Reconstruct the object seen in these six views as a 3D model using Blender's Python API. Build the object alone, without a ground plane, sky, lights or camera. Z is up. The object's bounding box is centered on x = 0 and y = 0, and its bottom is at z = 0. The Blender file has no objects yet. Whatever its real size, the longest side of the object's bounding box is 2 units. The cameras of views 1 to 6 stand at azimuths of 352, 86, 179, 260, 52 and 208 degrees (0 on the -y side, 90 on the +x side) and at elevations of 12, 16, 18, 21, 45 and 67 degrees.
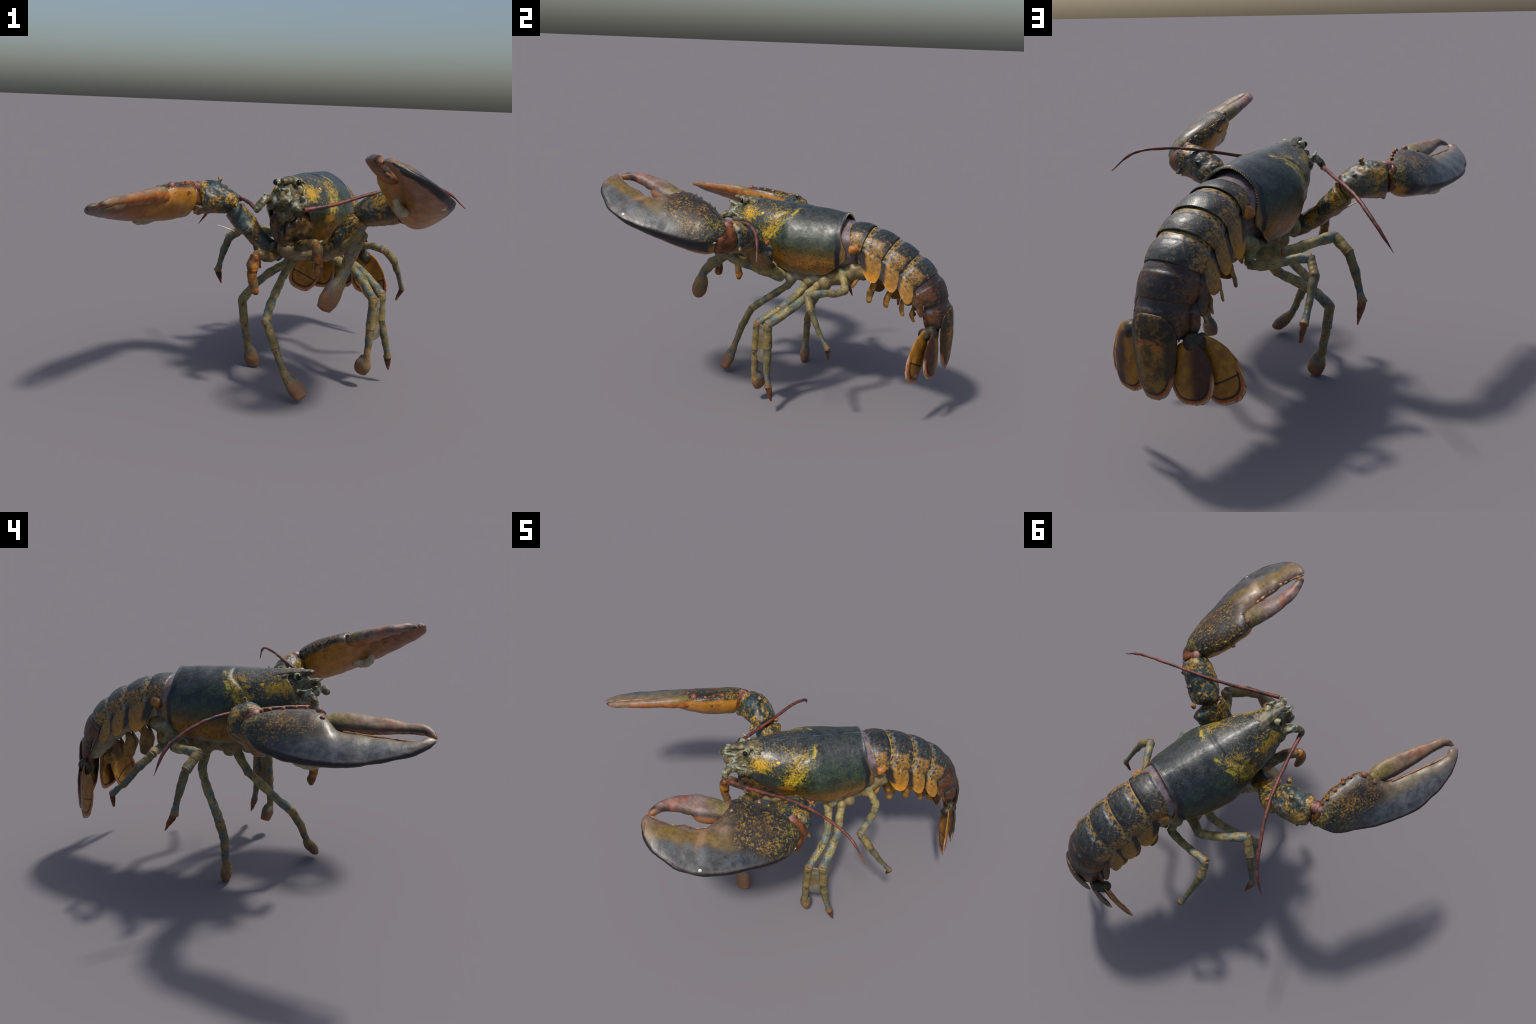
"""A live lobster: carapace, jointed tail with fan, two claws, walking legs,
antennae and mouthparts.  Body parts are built in a body frame whose x axis
points to the head, y to the side and z up; claws and leg pieces have frames
of their own so their materials can follow Object coordinates."""
import bpy, bmesh, math
import numpy as np
from mathutils import Matrix, Vector, noise

rng = np.random.default_rng(7)

# ------------------------------------------------------------------ frames
FWD = np.array([-0.475, -0.88, 0.0]); FWD /= np.linalg.norm(FWD)
LAT = np.array([-FWD[1], FWD[0], 0.0])
ORG = np.array([0.0885, -0.033, 0.0])


def frame(x, y, z, o):
    m = np.eye(4)
    m[:3, 0], m[:3, 1], m[:3, 2], m[:3, 3] = x, y, z, o
    return m


BODY = frame(FWD, LAT, (0, 0, 1), ORG)
TOBODY = np.linalg.inv(BODY)


def xf(m, p):
    p = np.asarray(p, float)
    return p @ m[:3, :3].T + m[:3, 3]


def w2b(p):
    return xf(TOBODY, p)


def unit(v):
    v = np.asarray(v, float)
    return v / max(np.linalg.norm(v), 1e-9)


# ------------------------------------------------------------------ curves
def pc(x, xs, ys):
    """monotone cubic interpolation"""
    xs, ys = np.asarray(xs, float), np.asarray(ys, float)
    h = np.diff(xs); d = np.diff(ys) / h
    m = np.zeros_like(ys)
    m[1:-1] = np.where(d[:-1] * d[1:] > 0, 2 * d[:-1] * d[1:] / np.where(np.abs(d[:-1] + d[1:]) < 1e-9, 1, d[:-1] + d[1:]), 0)
    m[0], m[-1] = d[0], d[-1]
    x = np.clip(np.asarray(x, float), xs[0], xs[-1])
    i = np.clip(np.searchsorted(xs, x) - 1, 0, len(h) - 1)
    t = (x - xs[i]) / h[i]
    return (ys[i] * (1 + 2 * t) * (1 - t) ** 2 + h[i] * m[i] * t * (1 - t) ** 2
            + ys[i + 1] * t * t * (3 - 2 * t) + h[i] * m[i + 1] * t * t * (t - 1))


def catmull(C, k):
    C = np.asarray(C, float)
    n = len(C)
    seg = np.linalg.norm(np.diff(C[:, :3], axis=0), axis=1)
    tt = np.r_[0, np.cumsum(seg)] / seg.sum()
    u = np.interp(np.linspace(0, 1, k), tt, np.arange(n))
    i = np.minimum(u.astype(int), n - 2); f = (u - i)[:, None]
    P = np.vstack([2 * C[0] - C[1], C, 2 * C[-1] - C[-2]])
    a, b, c, d = P[i], P[i + 1], P[i + 2], P[i + 3]
    return .5 * (2 * b + (c - a) * f + (2 * a - 5 * b + 4 * c - d) * f ** 2 + (3 * b - a - 3 * c + d) * f ** 3)


# ------------------------------------------------------------------ meshes
def grid_faces(m, n, closed, caps=(False, False), base=0):
    F = []
    for i in range(m - 1):
        for j in range(n if closed else n - 1):
            k = (j + 1) % n
            F.append((base + i * n + j, base + i * n + k, base + (i + 1) * n + k, base + (i + 1) * n + j))
    if caps[0]:
        F.append(tuple(base + j for j in range(n - 1, -1, -1)))
    if caps[1]:
        F.append(tuple(base + (m - 1) * n + j for j in range(n)))
    return F


def loft(P, closed=True, caps=(True, True)):
    P = np.asarray(P, float)
    m, n, _ = P.shape
    return P.reshape(-1, 3), grid_faces(m, n, closed, caps)


def join(parts):
    V, F, b = [], [], 0
    for v, f in parts:
        V.append(v); F += [tuple(i + b for i in q) for q in f]; b += len(v)
    return np.vstack(V), F


def tube(C, R, ref=(0, 0, 1), nseg=18, nring=36, cap=(.5, .5), expo=2.0, lump=0.0, seed=0):
    """elliptical tube.  C: centres, R: (radius across, radius along ref) per
    centre.  cap: how far (in radii) the ends are rounded."""
    C = np.asarray(C, float); R = np.asarray(R, float)
    if R.ndim == 1: R = np.stack([R, R], 1)
    D = catmull(np.hstack([C, R]), nring)
    c, r = D[:, :3], np.maximum(D[:, 3:], .0008)
    L = np.r_[0, np.cumsum(np.linalg.norm(np.diff(c, axis=0), axis=1))]
    e0, e1 = max(cap[0] * r[0].mean(), 1e-4), max(cap[1] * r[-1].mean(), 1e-4)
    # extra rings close to both ends so the caps are round
    q = np.unique(np.r_[np.linspace(0, L[-1], nring), e0 * (1 - np.cos(np.linspace(0, 1.57, 6))), L[-1] - e1 * (1 - np.cos(np.linspace(0, 1.57, 6)))])
    q = q[(q >= 0) & (q <= L[-1])]
    c = np.stack([np.interp(q, L, c[:, i]) for i in range(3)], 1)
    r = np.stack([np.interp(q, L, r[:, i]) for i in range(2)], 1)
    s0 = np.sqrt(np.clip(1 - (1 - np.clip(q / e0, 0, 1)) ** 2, .0025, 1))
    s1 = np.sqrt(np.clip(1 - (1 - np.clip((L[-1] - q) / e1, 0, 1)) ** 2, .0025, 1))
    r = r * (s0 * s1)[:, None]
    T = np.gradient(c, q, axis=0); T /= np.linalg.norm(T, axis=1)[:, None]
    ref = np.asarray(ref, float)
    if ref.ndim == 1: ref = np.repeat(ref[None], len(q), 0)
    else: ref = catmull(np.hstack([np.asarray(C), ref]), len(q))[:, 3:]
    Nn = ref - T * (ref * T).sum(1)[:, None]; Nn /= np.linalg.norm(Nn, axis=1)[:, None]
    Bn = np.cross(T, Nn)
    a = np.linspace(0, 2 * math.pi, nseg, endpoint=False)
    ca, sa = np.cos(a), np.sin(a)
    k = (np.abs(ca) ** expo + np.abs(sa) ** expo) ** (-1 / expo)
    P = c[:, None] + Bn[:, None] * (r[:, :1] * (k * ca))[..., None] + Nn[:, None] * (r[:, 1:] * (k * sa))[..., None]
    return loft(P)


def ball(c, r, rot=None, nu=20, nv=14):
    th = np.linspace(0, math.pi, nv); ph = np.linspace(0, 2 * math.pi, nu, endpoint=False)
    S = np.maximum(np.sin(th), .003)
    P = np.stack([S[:, None] * np.cos(ph), S[:, None] * np.sin(ph), np.repeat(np.cos(th)[:, None], nu, 1)], -1) * np.asarray(r, float)
    if rot is not None: P = P @ np.asarray(rot).T
    v, f = loft(P[::-1] + np.asarray(c, float))
    return v, f


def aim(d, up=(0, 0, 1)):
    """rotation whose z axis is d"""
    z = unit(d); y = np.asarray(up, float); y = y - z * y.dot(z)
    if np.linalg.norm(y) < 1e-3: y = np.array([1.0, 0, 0]) - z * z[0]
    y = unit(y); x = np.cross(y, z)
    return np.stack([x, y, z], 1)


def spike(base, tip, r, n=8, bend=0.0):
    base, tip = np.asarray(base, float), np.asarray(tip, float)
    t = np.linspace(0, 1, 7)
    return tube(base + (tip - base) * t[:, None], r * (1 - t ** 1.4) + .0012, ref=(.3, .5, .81), nseg=n, nring=7, cap=(.2, .8))


OBJ = {}
WORLD = {}


def make(name, vf, mat, M=BODY, parent=None, points_in="local", remesh=0, smooth_it=0, rough=None, solid=None, kind=None, shade=True, detail=None):
    V, F = vf
    V = np.asarray(V, float)
    if points_in == "world": V = xf(np.linalg.inv(M), V)
    me = bpy.data.meshes.new(name)
    me.from_pydata(V.tolist(), [], F)
    me.validate()
    bm = bmesh.new(); bm.from_mesh(me); bmesh.ops.recalc_face_normals(bm, faces=bm.faces); bm.to_mesh(me); bm.free()
    ob = bpy.data.objects.new(name, me)
    bpy.context.scene.collection.objects.link(ob)
    if solid:
        md = ob.modifiers.new("shell", "SOLIDIFY"); md.thickness = abs(solid); md.offset = -1 if solid > 0 else 1
    if remesh:
        md = ob.modifiers.new("fuse", "REMESH"); md.mode = "VOXEL"; md.voxel_size = remesh
        if smooth_it:
            md = ob.modifiers.new("soften", "SMOOTH"); md.factor = .5; md.iterations = smooth_it
    if ob.modifiers:
        dg = bpy.context.evaluated_depsgraph_get()
        new = bpy.data.meshes.new_from_object(ob.evaluated_get(dg))
        ob.modifiers.clear(); ob.data = new; bpy.data.meshes.remove(me); me = new; me.name = name
    if rough:
        n = len(me.vertices); co = np.empty(n * 3); no = np.empty(n * 3)
        me.vertices.foreach_get("co", co); me.vertices.foreach_get("normal", no)
        co, no = co.reshape(-1, 3), no.reshape(-1, 3)
        off = rng.uniform(-50, 50, 3)
        for amp, sc in rough:
            d = np.array([noise.noise(Vector(p)) for p in co * sc + off])
            co = co + no * (d * amp)[:, None]
        me.vertices.foreach_set("co", co.ravel()); me.update()
    if shade: me.polygons.foreach_set("use_smooth", [True] * len(me.polygons))
    me.materials.clear(); me.materials.append(mat)
    Mm = Matrix(np.asarray(M).tolist())
    if parent is not None:
        ob.parent = parent
        ob.matrix_parent_inverse = Matrix(WORLD[parent.name].tolist()).inverted()
    ob.matrix_basis = Mm
    WORLD[ob.name] = np.asarray(M, float)
    if kind: ob["kind"] = kind
    return ob


# --------------------------------------------------------------- materials
def lin(h):
    c = [int(h[i:i + 2], 16) / 255 for i in (0, 2, 4)]
    return tuple(x / 12.92 if x <= .04045 else ((x + .055) / 1.055) ** 2.4 for x in c) + (1,)


class Mat:
    def __init__(s, name, rough=.45, coat=0.0, spec=.5):
        s.m = bpy.data.materials.new(name); s.m.use_nodes = True
        s.t = s.m.node_tree; s.t.nodes.clear()
        s.out = s.t.nodes.new("ShaderNodeOutputMaterial"); s.b = s.t.nodes.new("ShaderNodeBsdfPrincipled")
        s.t.links.new(s.b.outputs[0], s.out.inputs[0])
        s.b.inputs["Roughness"].default_value = rough; s.b.inputs["Coat Weight"].default_value = coat; s.b.inputs["Coat Roughness"].default_value = .22
        s.b.inputs["Specular IOR Level"].default_value = spec
        s.tc = s.t.nodes.new("ShaderNodeTexCoord"); s.obj = s.tc.outputs["Object"]; s.gen = s.tc.outputs["Generated"]
        sep = s.t.nodes.new("ShaderNodeSeparateXYZ"); s.t.links.new(s.obj, sep.inputs[0])
        s.x, s.y, s.z = sep.outputs
        sg = s.t.nodes.new("ShaderNodeSeparateXYZ"); s.t.links.new(s.gen, sg.inputs[0]); s.gx, s.gy, s.gz = sg.outputs

    def _in(s, sock, v):
        if isinstance(v, bpy.types.NodeSocket): s.t.links.new(v, sock)
        else: sock.default_value = v

    def math(s, op, a, b=0.0, c=None, clamp=False):
        n = s.t.nodes.new("ShaderNodeMath"); n.operation = op; n.use_clamp = clamp
        s._in(n.inputs[0], a); s._in(n.inputs[1], b)
        if c is not None: s._in(n.inputs[2], c)
        return n.outputs[0]

    def add(s, a, b): return s.math("ADD", a, b)
    def sub(s, a, b): return s.math("SUBTRACT", a, b)
    def mul(s, a, b): return s.math("MULTIPLY", a, b)
    def abs(s, a): return s.math("ABSOLUTE", a)
    def inv(s, a): return s.math("SUBTRACT", 1.0, a)

    def all(s, *v):
        r = v[0]
        for q in v[1:]: r = s.mul(r, q)
        return r

    def step(s, v, lo, hi, a=0.0, b=1.0):
        n = s.t.nodes.new("ShaderNodeMapRange"); n.interpolation_type = "SMOOTHSTEP"
        s._in(n.inputs["Value"], v)
        if lo > hi: lo, hi, a, b = hi, lo, b, a
        for k, q in (("From Min", lo), ("From Max", hi), ("To Min", a), ("To Max", b)): n.inputs[k].default_value = q
        return n.outputs[0]

    def band(s, v, c, w, soft):
        return s.step(s.abs(s.sub(v, c)), w + soft, max(w - soft, 0.0))

    def noise(s, scale, detail=3.0, rough=.55, dist=0.0, offset=(0, 0, 0), stretch=(1, 1, 1), vec=None):
        mp = s.t.nodes.new("ShaderNodeMapping"); s.t.links.new(vec or s.obj, mp.inputs[0])
        mp.inputs["Location"].default_value = offset; mp.inputs["Scale"].default_value = stretch
        n = s.t.nodes.new("ShaderNodeTexNoise"); s.t.links.new(mp.outputs[0], n.inputs["Vector"])
        for k, q in (("Scale", scale), ("Detail", detail), ("Roughness", rough), ("Distortion", dist)): n.inputs[k].default_value = q
        return n.outputs["Fac"]

    def voro(s, scale, feature="F1", offset=(0, 0, 0), stretch=(1, 1, 1), rand=1.0):
        mp = s.t.nodes.new("ShaderNodeMapping"); s.t.links.new(s.obj, mp.inputs[0])
        mp.inputs["Location"].default_value = offset; mp.inputs["Scale"].default_value = stretch
        n = s.t.nodes.new("ShaderNodeTexVoronoi"); n.feature = feature
        s.t.links.new(mp.outputs[0], n.inputs["Vector"]); n.inputs["Scale"].default_value = scale; n.inputs["Randomness"].default_value = rand
        return n.outputs["Distance"]

    def spots(s, scale, size=.28, soft=.1, keep=None, offset=(0, 0, 0), stretch=(1, 1, 1)):
        v = s.add(s.voro(scale, offset=offset, stretch=stretch), s.mul(s.sub(s.noise(scale * 1.7, 2, offset=offset), .5), .5))
        m = s.step(v, size + soft, size - soft)
        return s.mul(m, keep) if keep is not None else m

    def col(s, c):
        if isinstance(c, bpy.types.NodeSocket): return c
        n = s.t.nodes.new("ShaderNodeRGB"); n.outputs[0].default_value = lin(c) if isinstance(c, str) else c
        return n.outputs[0]

    def mix(s, f, a, b, mode="MIX"):
        n = s.t.nodes.new("ShaderNodeMix"); n.data_type = "RGBA"; n.blend_type = mode
        s._in(n.inputs["Factor"], f); s.t.links.new(s.col(a), n.inputs["A"]); s.t.links.new(s.col(b), n.inputs["B"])
        return n.outputs["Result"]

    def vary(s, c, amt=.35, scale=40, detail=4):
        n = s.noise(scale, detail, .65)
        v = s.step(n, .25, .75, 1 - amt, 1 + amt)
        hs = s.t.nodes.new("ShaderNodeHueSaturation"); s._in(hs.inputs["Value"], v); s.t.links.new(s.col(c), hs.inputs["Color"])
        return hs.outputs[0]

    def finish(s, c, bump=.15, bscale=260, rough=None, trans=0.0):
        s.t.links.new(s.col(c), s.b.inputs["Base Color"])
        if bump:
            bn = s.t.nodes.new("ShaderNodeBump"); bn.inputs["Strength"].default_value = bump; bn.inputs["Distance"].default_value = .003
            s.t.links.new(s.add(s.noise(bscale, 3, .6), s.mul(s.noise(bscale * .3, 4, .65), 1.2)), bn.inputs["Height"]); s.t.links.new(bn.outputs[0], s.b.inputs["Normal"])
        if rough is not None: s._in(s.b.inputs["Roughness"], rough)
        if trans:
            tr = s.t.nodes.new("ShaderNodeBsdfTranslucent"); s.t.links.new(s.col(c), tr.inputs[0])
            mx = s.t.nodes.new("ShaderNodeMixShader"); mx.inputs[0].default_value = trans
            s.t.links.new(s.b.outputs[0], mx.inputs[1]); s.t.links.new(tr.outputs[0], mx.inputs[2]); s.t.links.new(mx.outputs[0], s.out.inputs[0])
        return s.m


NAVY = "0b1119"


def density(m, D, scale=44, detail=7, rough=.72, gain=.38, t=.66, soft=.07, offset=(0, 0, 0), dist=.25):
    """speckle whose cover grows with the field D: none at 0, nearly closed at 1"""
    n = m.noise(scale, detail, rough, dist, offset)
    return m.step(m.add(n, m.mul(D, gain)), t - soft * 1.25, t + soft * 1.25)


def ellipse(m, a, b, ca, cb, ra, rb, wob=.0, scale=30):
    d = m.math("SQRT", m.add(m.math("POWER", m.mul(m.sub(a, ca), 1 / ra), 2.0), m.math("POWER", m.mul(m.sub(b, cb), 1 / rb), 2.0)))
    return m.add(d, m.mul(m.sub(m.noise(scale, 4, .65), .5), wob)) if wob else d


def two(m, a, b, scale=30, detail=5, lo=.33, hi=.67, offset=(0, 0, 0)):
    return m.mix(m.step(m.noise(scale, detail, .65, offset=offset), lo, hi), a, b)


def mat_carapace():
    m = Mat("carapace_shell", .44, coat=.08, spec=.5)
    ay = m.abs(m.y)
    c = two(m, "1b2021", "363b3c", 24)
    c = m.mix(m.mul(m.step(m.noise(120, 3, .6), .5, .7), .35), c, "4a4f4e")
    side = m.step(m.add(ay, m.mul(m.sub(m.noise(12, 3), .5), .05)), .09, .18)
    c = m.mix(m.mul(side, .9), c, two(m, "101c17", "2b3d2a", 30, offset=(2, 1, 4)))
    # ochre lower flank fading upward through olive
    h = m.add(m.z, m.mul(m.sub(m.noise(11, 5, .7), .5), .07))
    behind = m.step(m.x, .06, -.04)
    c = m.mix(m.all(m.step(h, .955, .885), .75), c, two(m, "3a3512", "58481a", 26))
    c = m.mix(m.all(m.step(h, .90, .82), m.add(.45, m.mul(behind, .45))), c, two(m, "7a4d12", "a46e1e", 22))
    # yellow speckle: thin over the front, dense along the neck groove and cheek
    front = m.step(m.x, -.20, -.10)
    gx = m.add(m.x, m.mul(m.sub(1.12, m.z), -.85))
    upz = m.step(m.z, .89, .96)
    g = m.all(m.step(m.abs(m.add(m.add(gx, m.mul(m.sub(m.noise(10, 4), .5), .09)), .20)), .12, .0), m.step(ay, .03, .09))
    cheek = m.step(ellipse(m, m.x, m.z, .105, 1.035, .085, .044, .5), 1.45, .25)
    black = m.step(ellipse(m, m.x, m.z, .09, .955, .10, .035, .8), 1.2, .6)
    cheek = m.mul(cheek, m.step(ay, .035, .075))
    D = m.add(m.mul(front, .25), m.add(m.mul(g, .33), m.mul(cheek, .56)))
    D = m.mul(m.sub(D, m.mul(black, .7)), upz)
    D = m.mul(D, m.add(.50, m.mul(m.step(m.noise(15, 5, .65, .4, (6, 1, 3)), .36, .62), .62)))
    msk = density(m, D, 78, 8, .74, gain=.38, t=.66)
    yc = m.mix(m.step(ay, .02, .075), two(m, "6a6350", "857448", 40), two(m, "86721e", "b89424", 50))
    yc = m.mix(m.mul(m.step(D, .55, .9), .8), yc, two(m, "b08416", "d8a41c", 34))
    c = m.mix(m.mul(msk, .92), c, yc)
    line = m.all(m.step(m.abs(m.add(m.add(gx, m.mul(m.sub(m.noise(20, 3), .5), .03)), .232)), .016, .004), upz, m.step(ay, .05, .07), m.step(m.noise(16, 3), .42, .55))
    c = m.mix(m.mul(line, .75), c, two(m, "a89b1e", "c4ae24", 40))
    low = m.step(ellipse(m, m.x, m.z, -.035, .905, .05, .026, .6), 1.1, .6)
    c = m.mix(m.mul(low, .85), c, "a8741a")
    # dark freckles
    keep = m.step(m.noise(18, 3), .30, .48)
    c = m.mix(m.all(m.spots(88, .26, .10, keep), .9), c, "0f1414")
    c = m.mix(m.all(m.spots(150, .18, .10, m.step(m.noise(25, 3, offset=(5, 5, 5)), .4, .55)), .7), c, "171a17")
    c = m.mix(m.step(ellipse(m, m.x, m.z, 0.0, 1.055, .0095, .006), 1.15, .85), c, "d9a017")
    # black belt and ochre margin in front of the hind edge
    bx = m.add(m.add(m.x, m.mul(m.step(m.z, 1.02, .93), .022)), m.mul(m.sub(m.noise(16, 2), .5), .012))
    c = m.mix(m.all(m.step(m.abs(m.add(bx, .470)), .020, .008), m.step(m.z, 1.09, 1.0)), c, NAVY)
    c = m.mix(m.all(m.step(bx, -.480, -.494), m.step(m.z, 1.06, .98), .9), c, two(m, "5a4422", "80602e", 40))
    c = m.mix(m.all(m.step(bx, -.474, -.482), m.step(m.z, 1.05, 1.08), .6), c, "57606a")
    c = m.mix(m.all(m.step(m.z, .775, .752), .7), c, two(m, "6f705f", "8a8468", 40))
    line = m.all(m.step(m.abs(m.add(m.y, m.mul(m.sub(m.noise(9, 3), .5), .010))), .004, .001), m.step(m.x, .09, .04), m.step(m.noise(14, 3), .38, .6))
    c = m.mix(m.mul(line, .45), c, "5d737c")
    return m.finish(c, .3, 190, rough=m.step(m.noise(28, 4), .3, .7, .33, .50))


def mat_segment(tail=False):
    m = Mat("tail_plate" if not tail else "hind_tail_plate", .42, coat=.08, spec=.5)
    ay = m.abs(m.y)
    c = two(m, "12181b", "353a3a", 40, 6) if not tail else two(m, "0e0c0c", "2a1a10", 40, 6)
    # ochre sides, speckled back
    D = m.add(.10 if not tail else .22, m.mul(m.step(m.add(ay, m.mul(m.sub(m.noise(20, 4, .65), .5), .06)), .06, .14), .38))
    yc = two(m, "805e26", "b88630", 36) if not tail else two(m, "40230f", "734518", 24)
    c = m.mix(m.mul(density(m, D, 62, gain=.40), .9), c, yc)
    c = m.mix(m.all(m.spots(90, .22, .09, m.step(m.noise(28, 3), .38, .52)), .9), c, "13161a")
    wob = m.mul(m.sub(m.noise(26, 4), .5), .022)
    fx = m.add(m.x, wob)
    up = m.step(m.z, -.135, -.09)
    # hinge strip with blue blots, closed by a pale line
    strip = m.all(m.step(fx, .046, .034), up)
    c = m.mix(m.mul(strip, .8), c, m.mix(m.step(m.noise(55, 4, .6), .44, .58), "94753a" if not tail else "40260f", "182430"))
    c = m.mix(m.all(m.step(m.abs(m.sub(fx, .043)), .009, .002), up, m.step(m.noise(20, 3), .40, .58), .72 if not tail else .25), c, "567d94")
    c = m.mix(m.all(m.step(m.abs(m.sub(m.x, .012)), .006, .002), up, m.step(m.noise(30, 3), .35, .5), .5), c, "b8954e" if not tail else "6a3a12")
    # hind part of each plate darkens on the sides
    c = m.mix(m.all(m.step(m.gx, .55, .85), m.step(m.noise(14, 4, .6), .40, .6), up, .75), c, "1a1c1c")
    # side flaps: ochre to orange tip, black front half
    low = m.step(m.add(m.z, m.mul(m.sub(m.noise(18, 4), .5), .05)), -.10, -.17)
    c = m.mix(m.mul(low, .7), c, two(m, "8a5f1e", "b07a26", 34) if not tail else two(m, "4a3216", "75501e", 34))
    c = m.mix(m.mul(m.step(m.z, -.175, -.235), .9), c, two(m, "bc7a16", "d89420", 40) if not tail else two(m, "8a5a18", "b0741a", 40))
    e = m.add(m.add(m.x, m.mul(m.add(m.z, .10), .62)), m.mul(m.sub(m.noise(22, 3), .5), .02))
    c = m.mix(m.all(m.step(e, .047, .028), m.step(m.z, -.085, -.115), m.step(m.z, -.225, -.185), .95), c, NAVY)
    c = m.mix(m.all(m.step(m.add(m.gx, m.mul(m.sub(m.noise(30, 2), .5), .1)), .88, .98), up), c, "0a0d10")
    return m.finish(c, .3, 210)


def mat_claw(sign):
    """sign +1: crusher (blade edge on +y); -1: cutter (blade on -y)"""
    m = Mat("claw_shell", .42, coat=.08, spec=.5)
    y = m.mul(m.y, float(sign)); x = m.x
    c = two(m, "15191b", "322c24", 20, 7)
    W = m.mul(m.sub(m.noise(9, 4, .6), .5), .16)
    xx = m.add(x, W)
    palm = m.step(xx, .56, .22)
    if sign > 0: across = m.step(m.add(y, W), .13, .0)
    else: across = m.step(m.add(y, W), .06, -.06)
    D = m.add(m.mul(palm, .20), m.mul(m.mul(palm, across), .13))
    D = m.mul(D, m.add(.45, m.mul(m.step(m.noise(11, 5, .65, .5, (2, 8, 5)), .36, .62), .75)))
    yc = m.mix(m.step(m.noise(16, 4), .4, .6), "745018", "a07828")
    yc = m.mix(m.all(m.step(x, .16, .05), .6), yc, "7f7a22")
    c = m.mix(m.mul(density(m, D, 84, 6, .70, soft=.07), .95), c, yc)
    c = m.mix(m.all(m.spots(70, .2, .09, m.step(m.noise(22, 2), .45, .6)), palm, .8), c, "121515")
    # fixed finger: slate toward the blade, ochre, then mauve at the biting edge
    fin = m.step(m.add(xx, m.mul(y, .4)), .30, .46)
    yw = m.add(y, m.mul(m.sub(m.noise(14, 4), .5), .05))
    if sign > 0: ochre, slate, rim = m.step(yw, .0, .03), m.step(yw, .055, .11), m.step(yw, .03, -.005)
    else: ochre, slate, rim = m.step(yw, -.05, -.01), m.step(yw, -.015, .05), m.step(yw, -.025, -.05)
    c = m.mix(m.mul(fin, .9), c, two(m, "5e4a26", "80662f", 30) if sign > 0 else two(m, "5c5444", "7c6c50", 30))
    sl = m.mul(slate, m.step(m.add(xx, m.mul(y, .6)), .10, .36))
    c = m.mix(m.mul(sl, .92), c, two(m, "272b30", "4d535a", 22, 7) if sign > 0 else two(m, "31363a", "5c6064", 22, 7))
    c = m.mix(m.all(density(m, m.mul(fin, .12), 70, 7, .72), m.inv(m.mul(slate, .5)), .6), c, "6e5a38")
    tipm = m.step(xx, .62, .78)
    c = m.mix(m.mul(m.math("MAXIMUM", m.mul(rim, fin), m.mul(tipm, .45)), .7), c, two(m, "5f4c48", "8a7068", 36))
    # ochre-brown lower face
    wob = m.mul(m.sub(m.noise(14, 5, .7), .5), .03)
    edge = m.step(x, 0.0, .45, .0, .032 if sign > 0 else .012)
    under = m.step(m.sub(m.add(m.z, wob), edge), -.012, -.036)
    c = m.mix(under, c, m.mix(m.step(xx, .22, .6), two(m, "9a6420", "b8802c", 20), two(m, "7a4a30", "94643e", 20)))
    c = m.mix(m.all(under, m.step(m.noise(40, 5, .65, stretch=(.35, 1, 1)), .57, .68), .6), c, "45291a")
    if sign > 0:
        d = ellipse(m, x, m.y, .471, .195, .0085, .007, .5, 60)
        c = m.mix(m.step(d, 1.1, .8), c, "d0ccc4")
        c = m.mix(m.all(m.step(m.abs(m.sub(xx, .475)), .03, .008), m.step(y, .13, .06), m.step(y, -.02, .01), m.inv(under), .6), c, "94745a")
    return m, c, y, under


def mat_claw_full(sign, OX, OV):
    m, c, y, under = mat_claw(sign)
    # black blade: distance from the outline curve, looked up with a float curve
    n = m.t.nodes.new("ShaderNodeFloatCurve")
    cv = n.mapping.curves[0]
    for i, (a, b) in enumerate(zip(OX, OV)):
        if i < 2: cv.points[i].location = (a, b)
        else: cv.points.new(a, b)
    n.mapping.update()
    m._in(n.inputs["Value"], m.x)
    d = m.sub(n.outputs[0], y)
    d = m.add(d, m.mul(m.sub(m.noise(40, 4), .5), .012))
    c = m.mix(m.all(m.step(d, .030, .014), m.step(m.x, .08, .3), m.inv(under), .5), c, "6a5850")
    c = m.mix(m.all(m.step(d, .018, .007), m.step(m.x, .004, .03)), c, "0e0a0c")
    return m.finish(c, .25, 210)


def mat_dactyl(sign):
    m = Mat("claw_finger_shell", .46, spec=.4)
    y = m.mul(m.y, float(-sign))
    c = two(m, "5f4c46", "8e766c", 22) if sign > 0 else two(m, "6a5646", "93775e", 22)
    base = m.step(m.add(m.x, m.mul(m.sub(m.noise(16, 4), .5), .14)), .52, .40)
    c = m.mix(m.mul(density(m, m.mul(base, .62), 60, 6, .68), .9), c, two(m, "5a5026", "7f7034", 40))
    c = m.mix(m.all(base, m.spots(60, .24, .1), .6), c, "2a2a22")
    inner = m.step(m.add(y, m.mul(m.sub(m.noise(30, 3), .5), .014)), .098 if sign > 0 else .092, .072)
    c = m.mix(m.mul(inner, .8), c, "241a1b")
    c = m.mix(m.mul(m.step(y, .07 if sign > 0 else .066, .056), .8), c, "8a5c38")
    under = m.step(m.add(m.z, m.mul(m.sub(m.noise(16, 4), .5), .02)), -.006, -.022)
    c = m.mix(under, c, two(m, "8a4c22", "b06e30", 24))
    red = m.all(m.step(m.abs(m.sub(m.x, .60)), .13, .02), m.step(m.noise(14, 4), .5, .66), .6)
    c = m.mix(red, c, "964a34")
    return m.finish(c, .22, 210)


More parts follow.
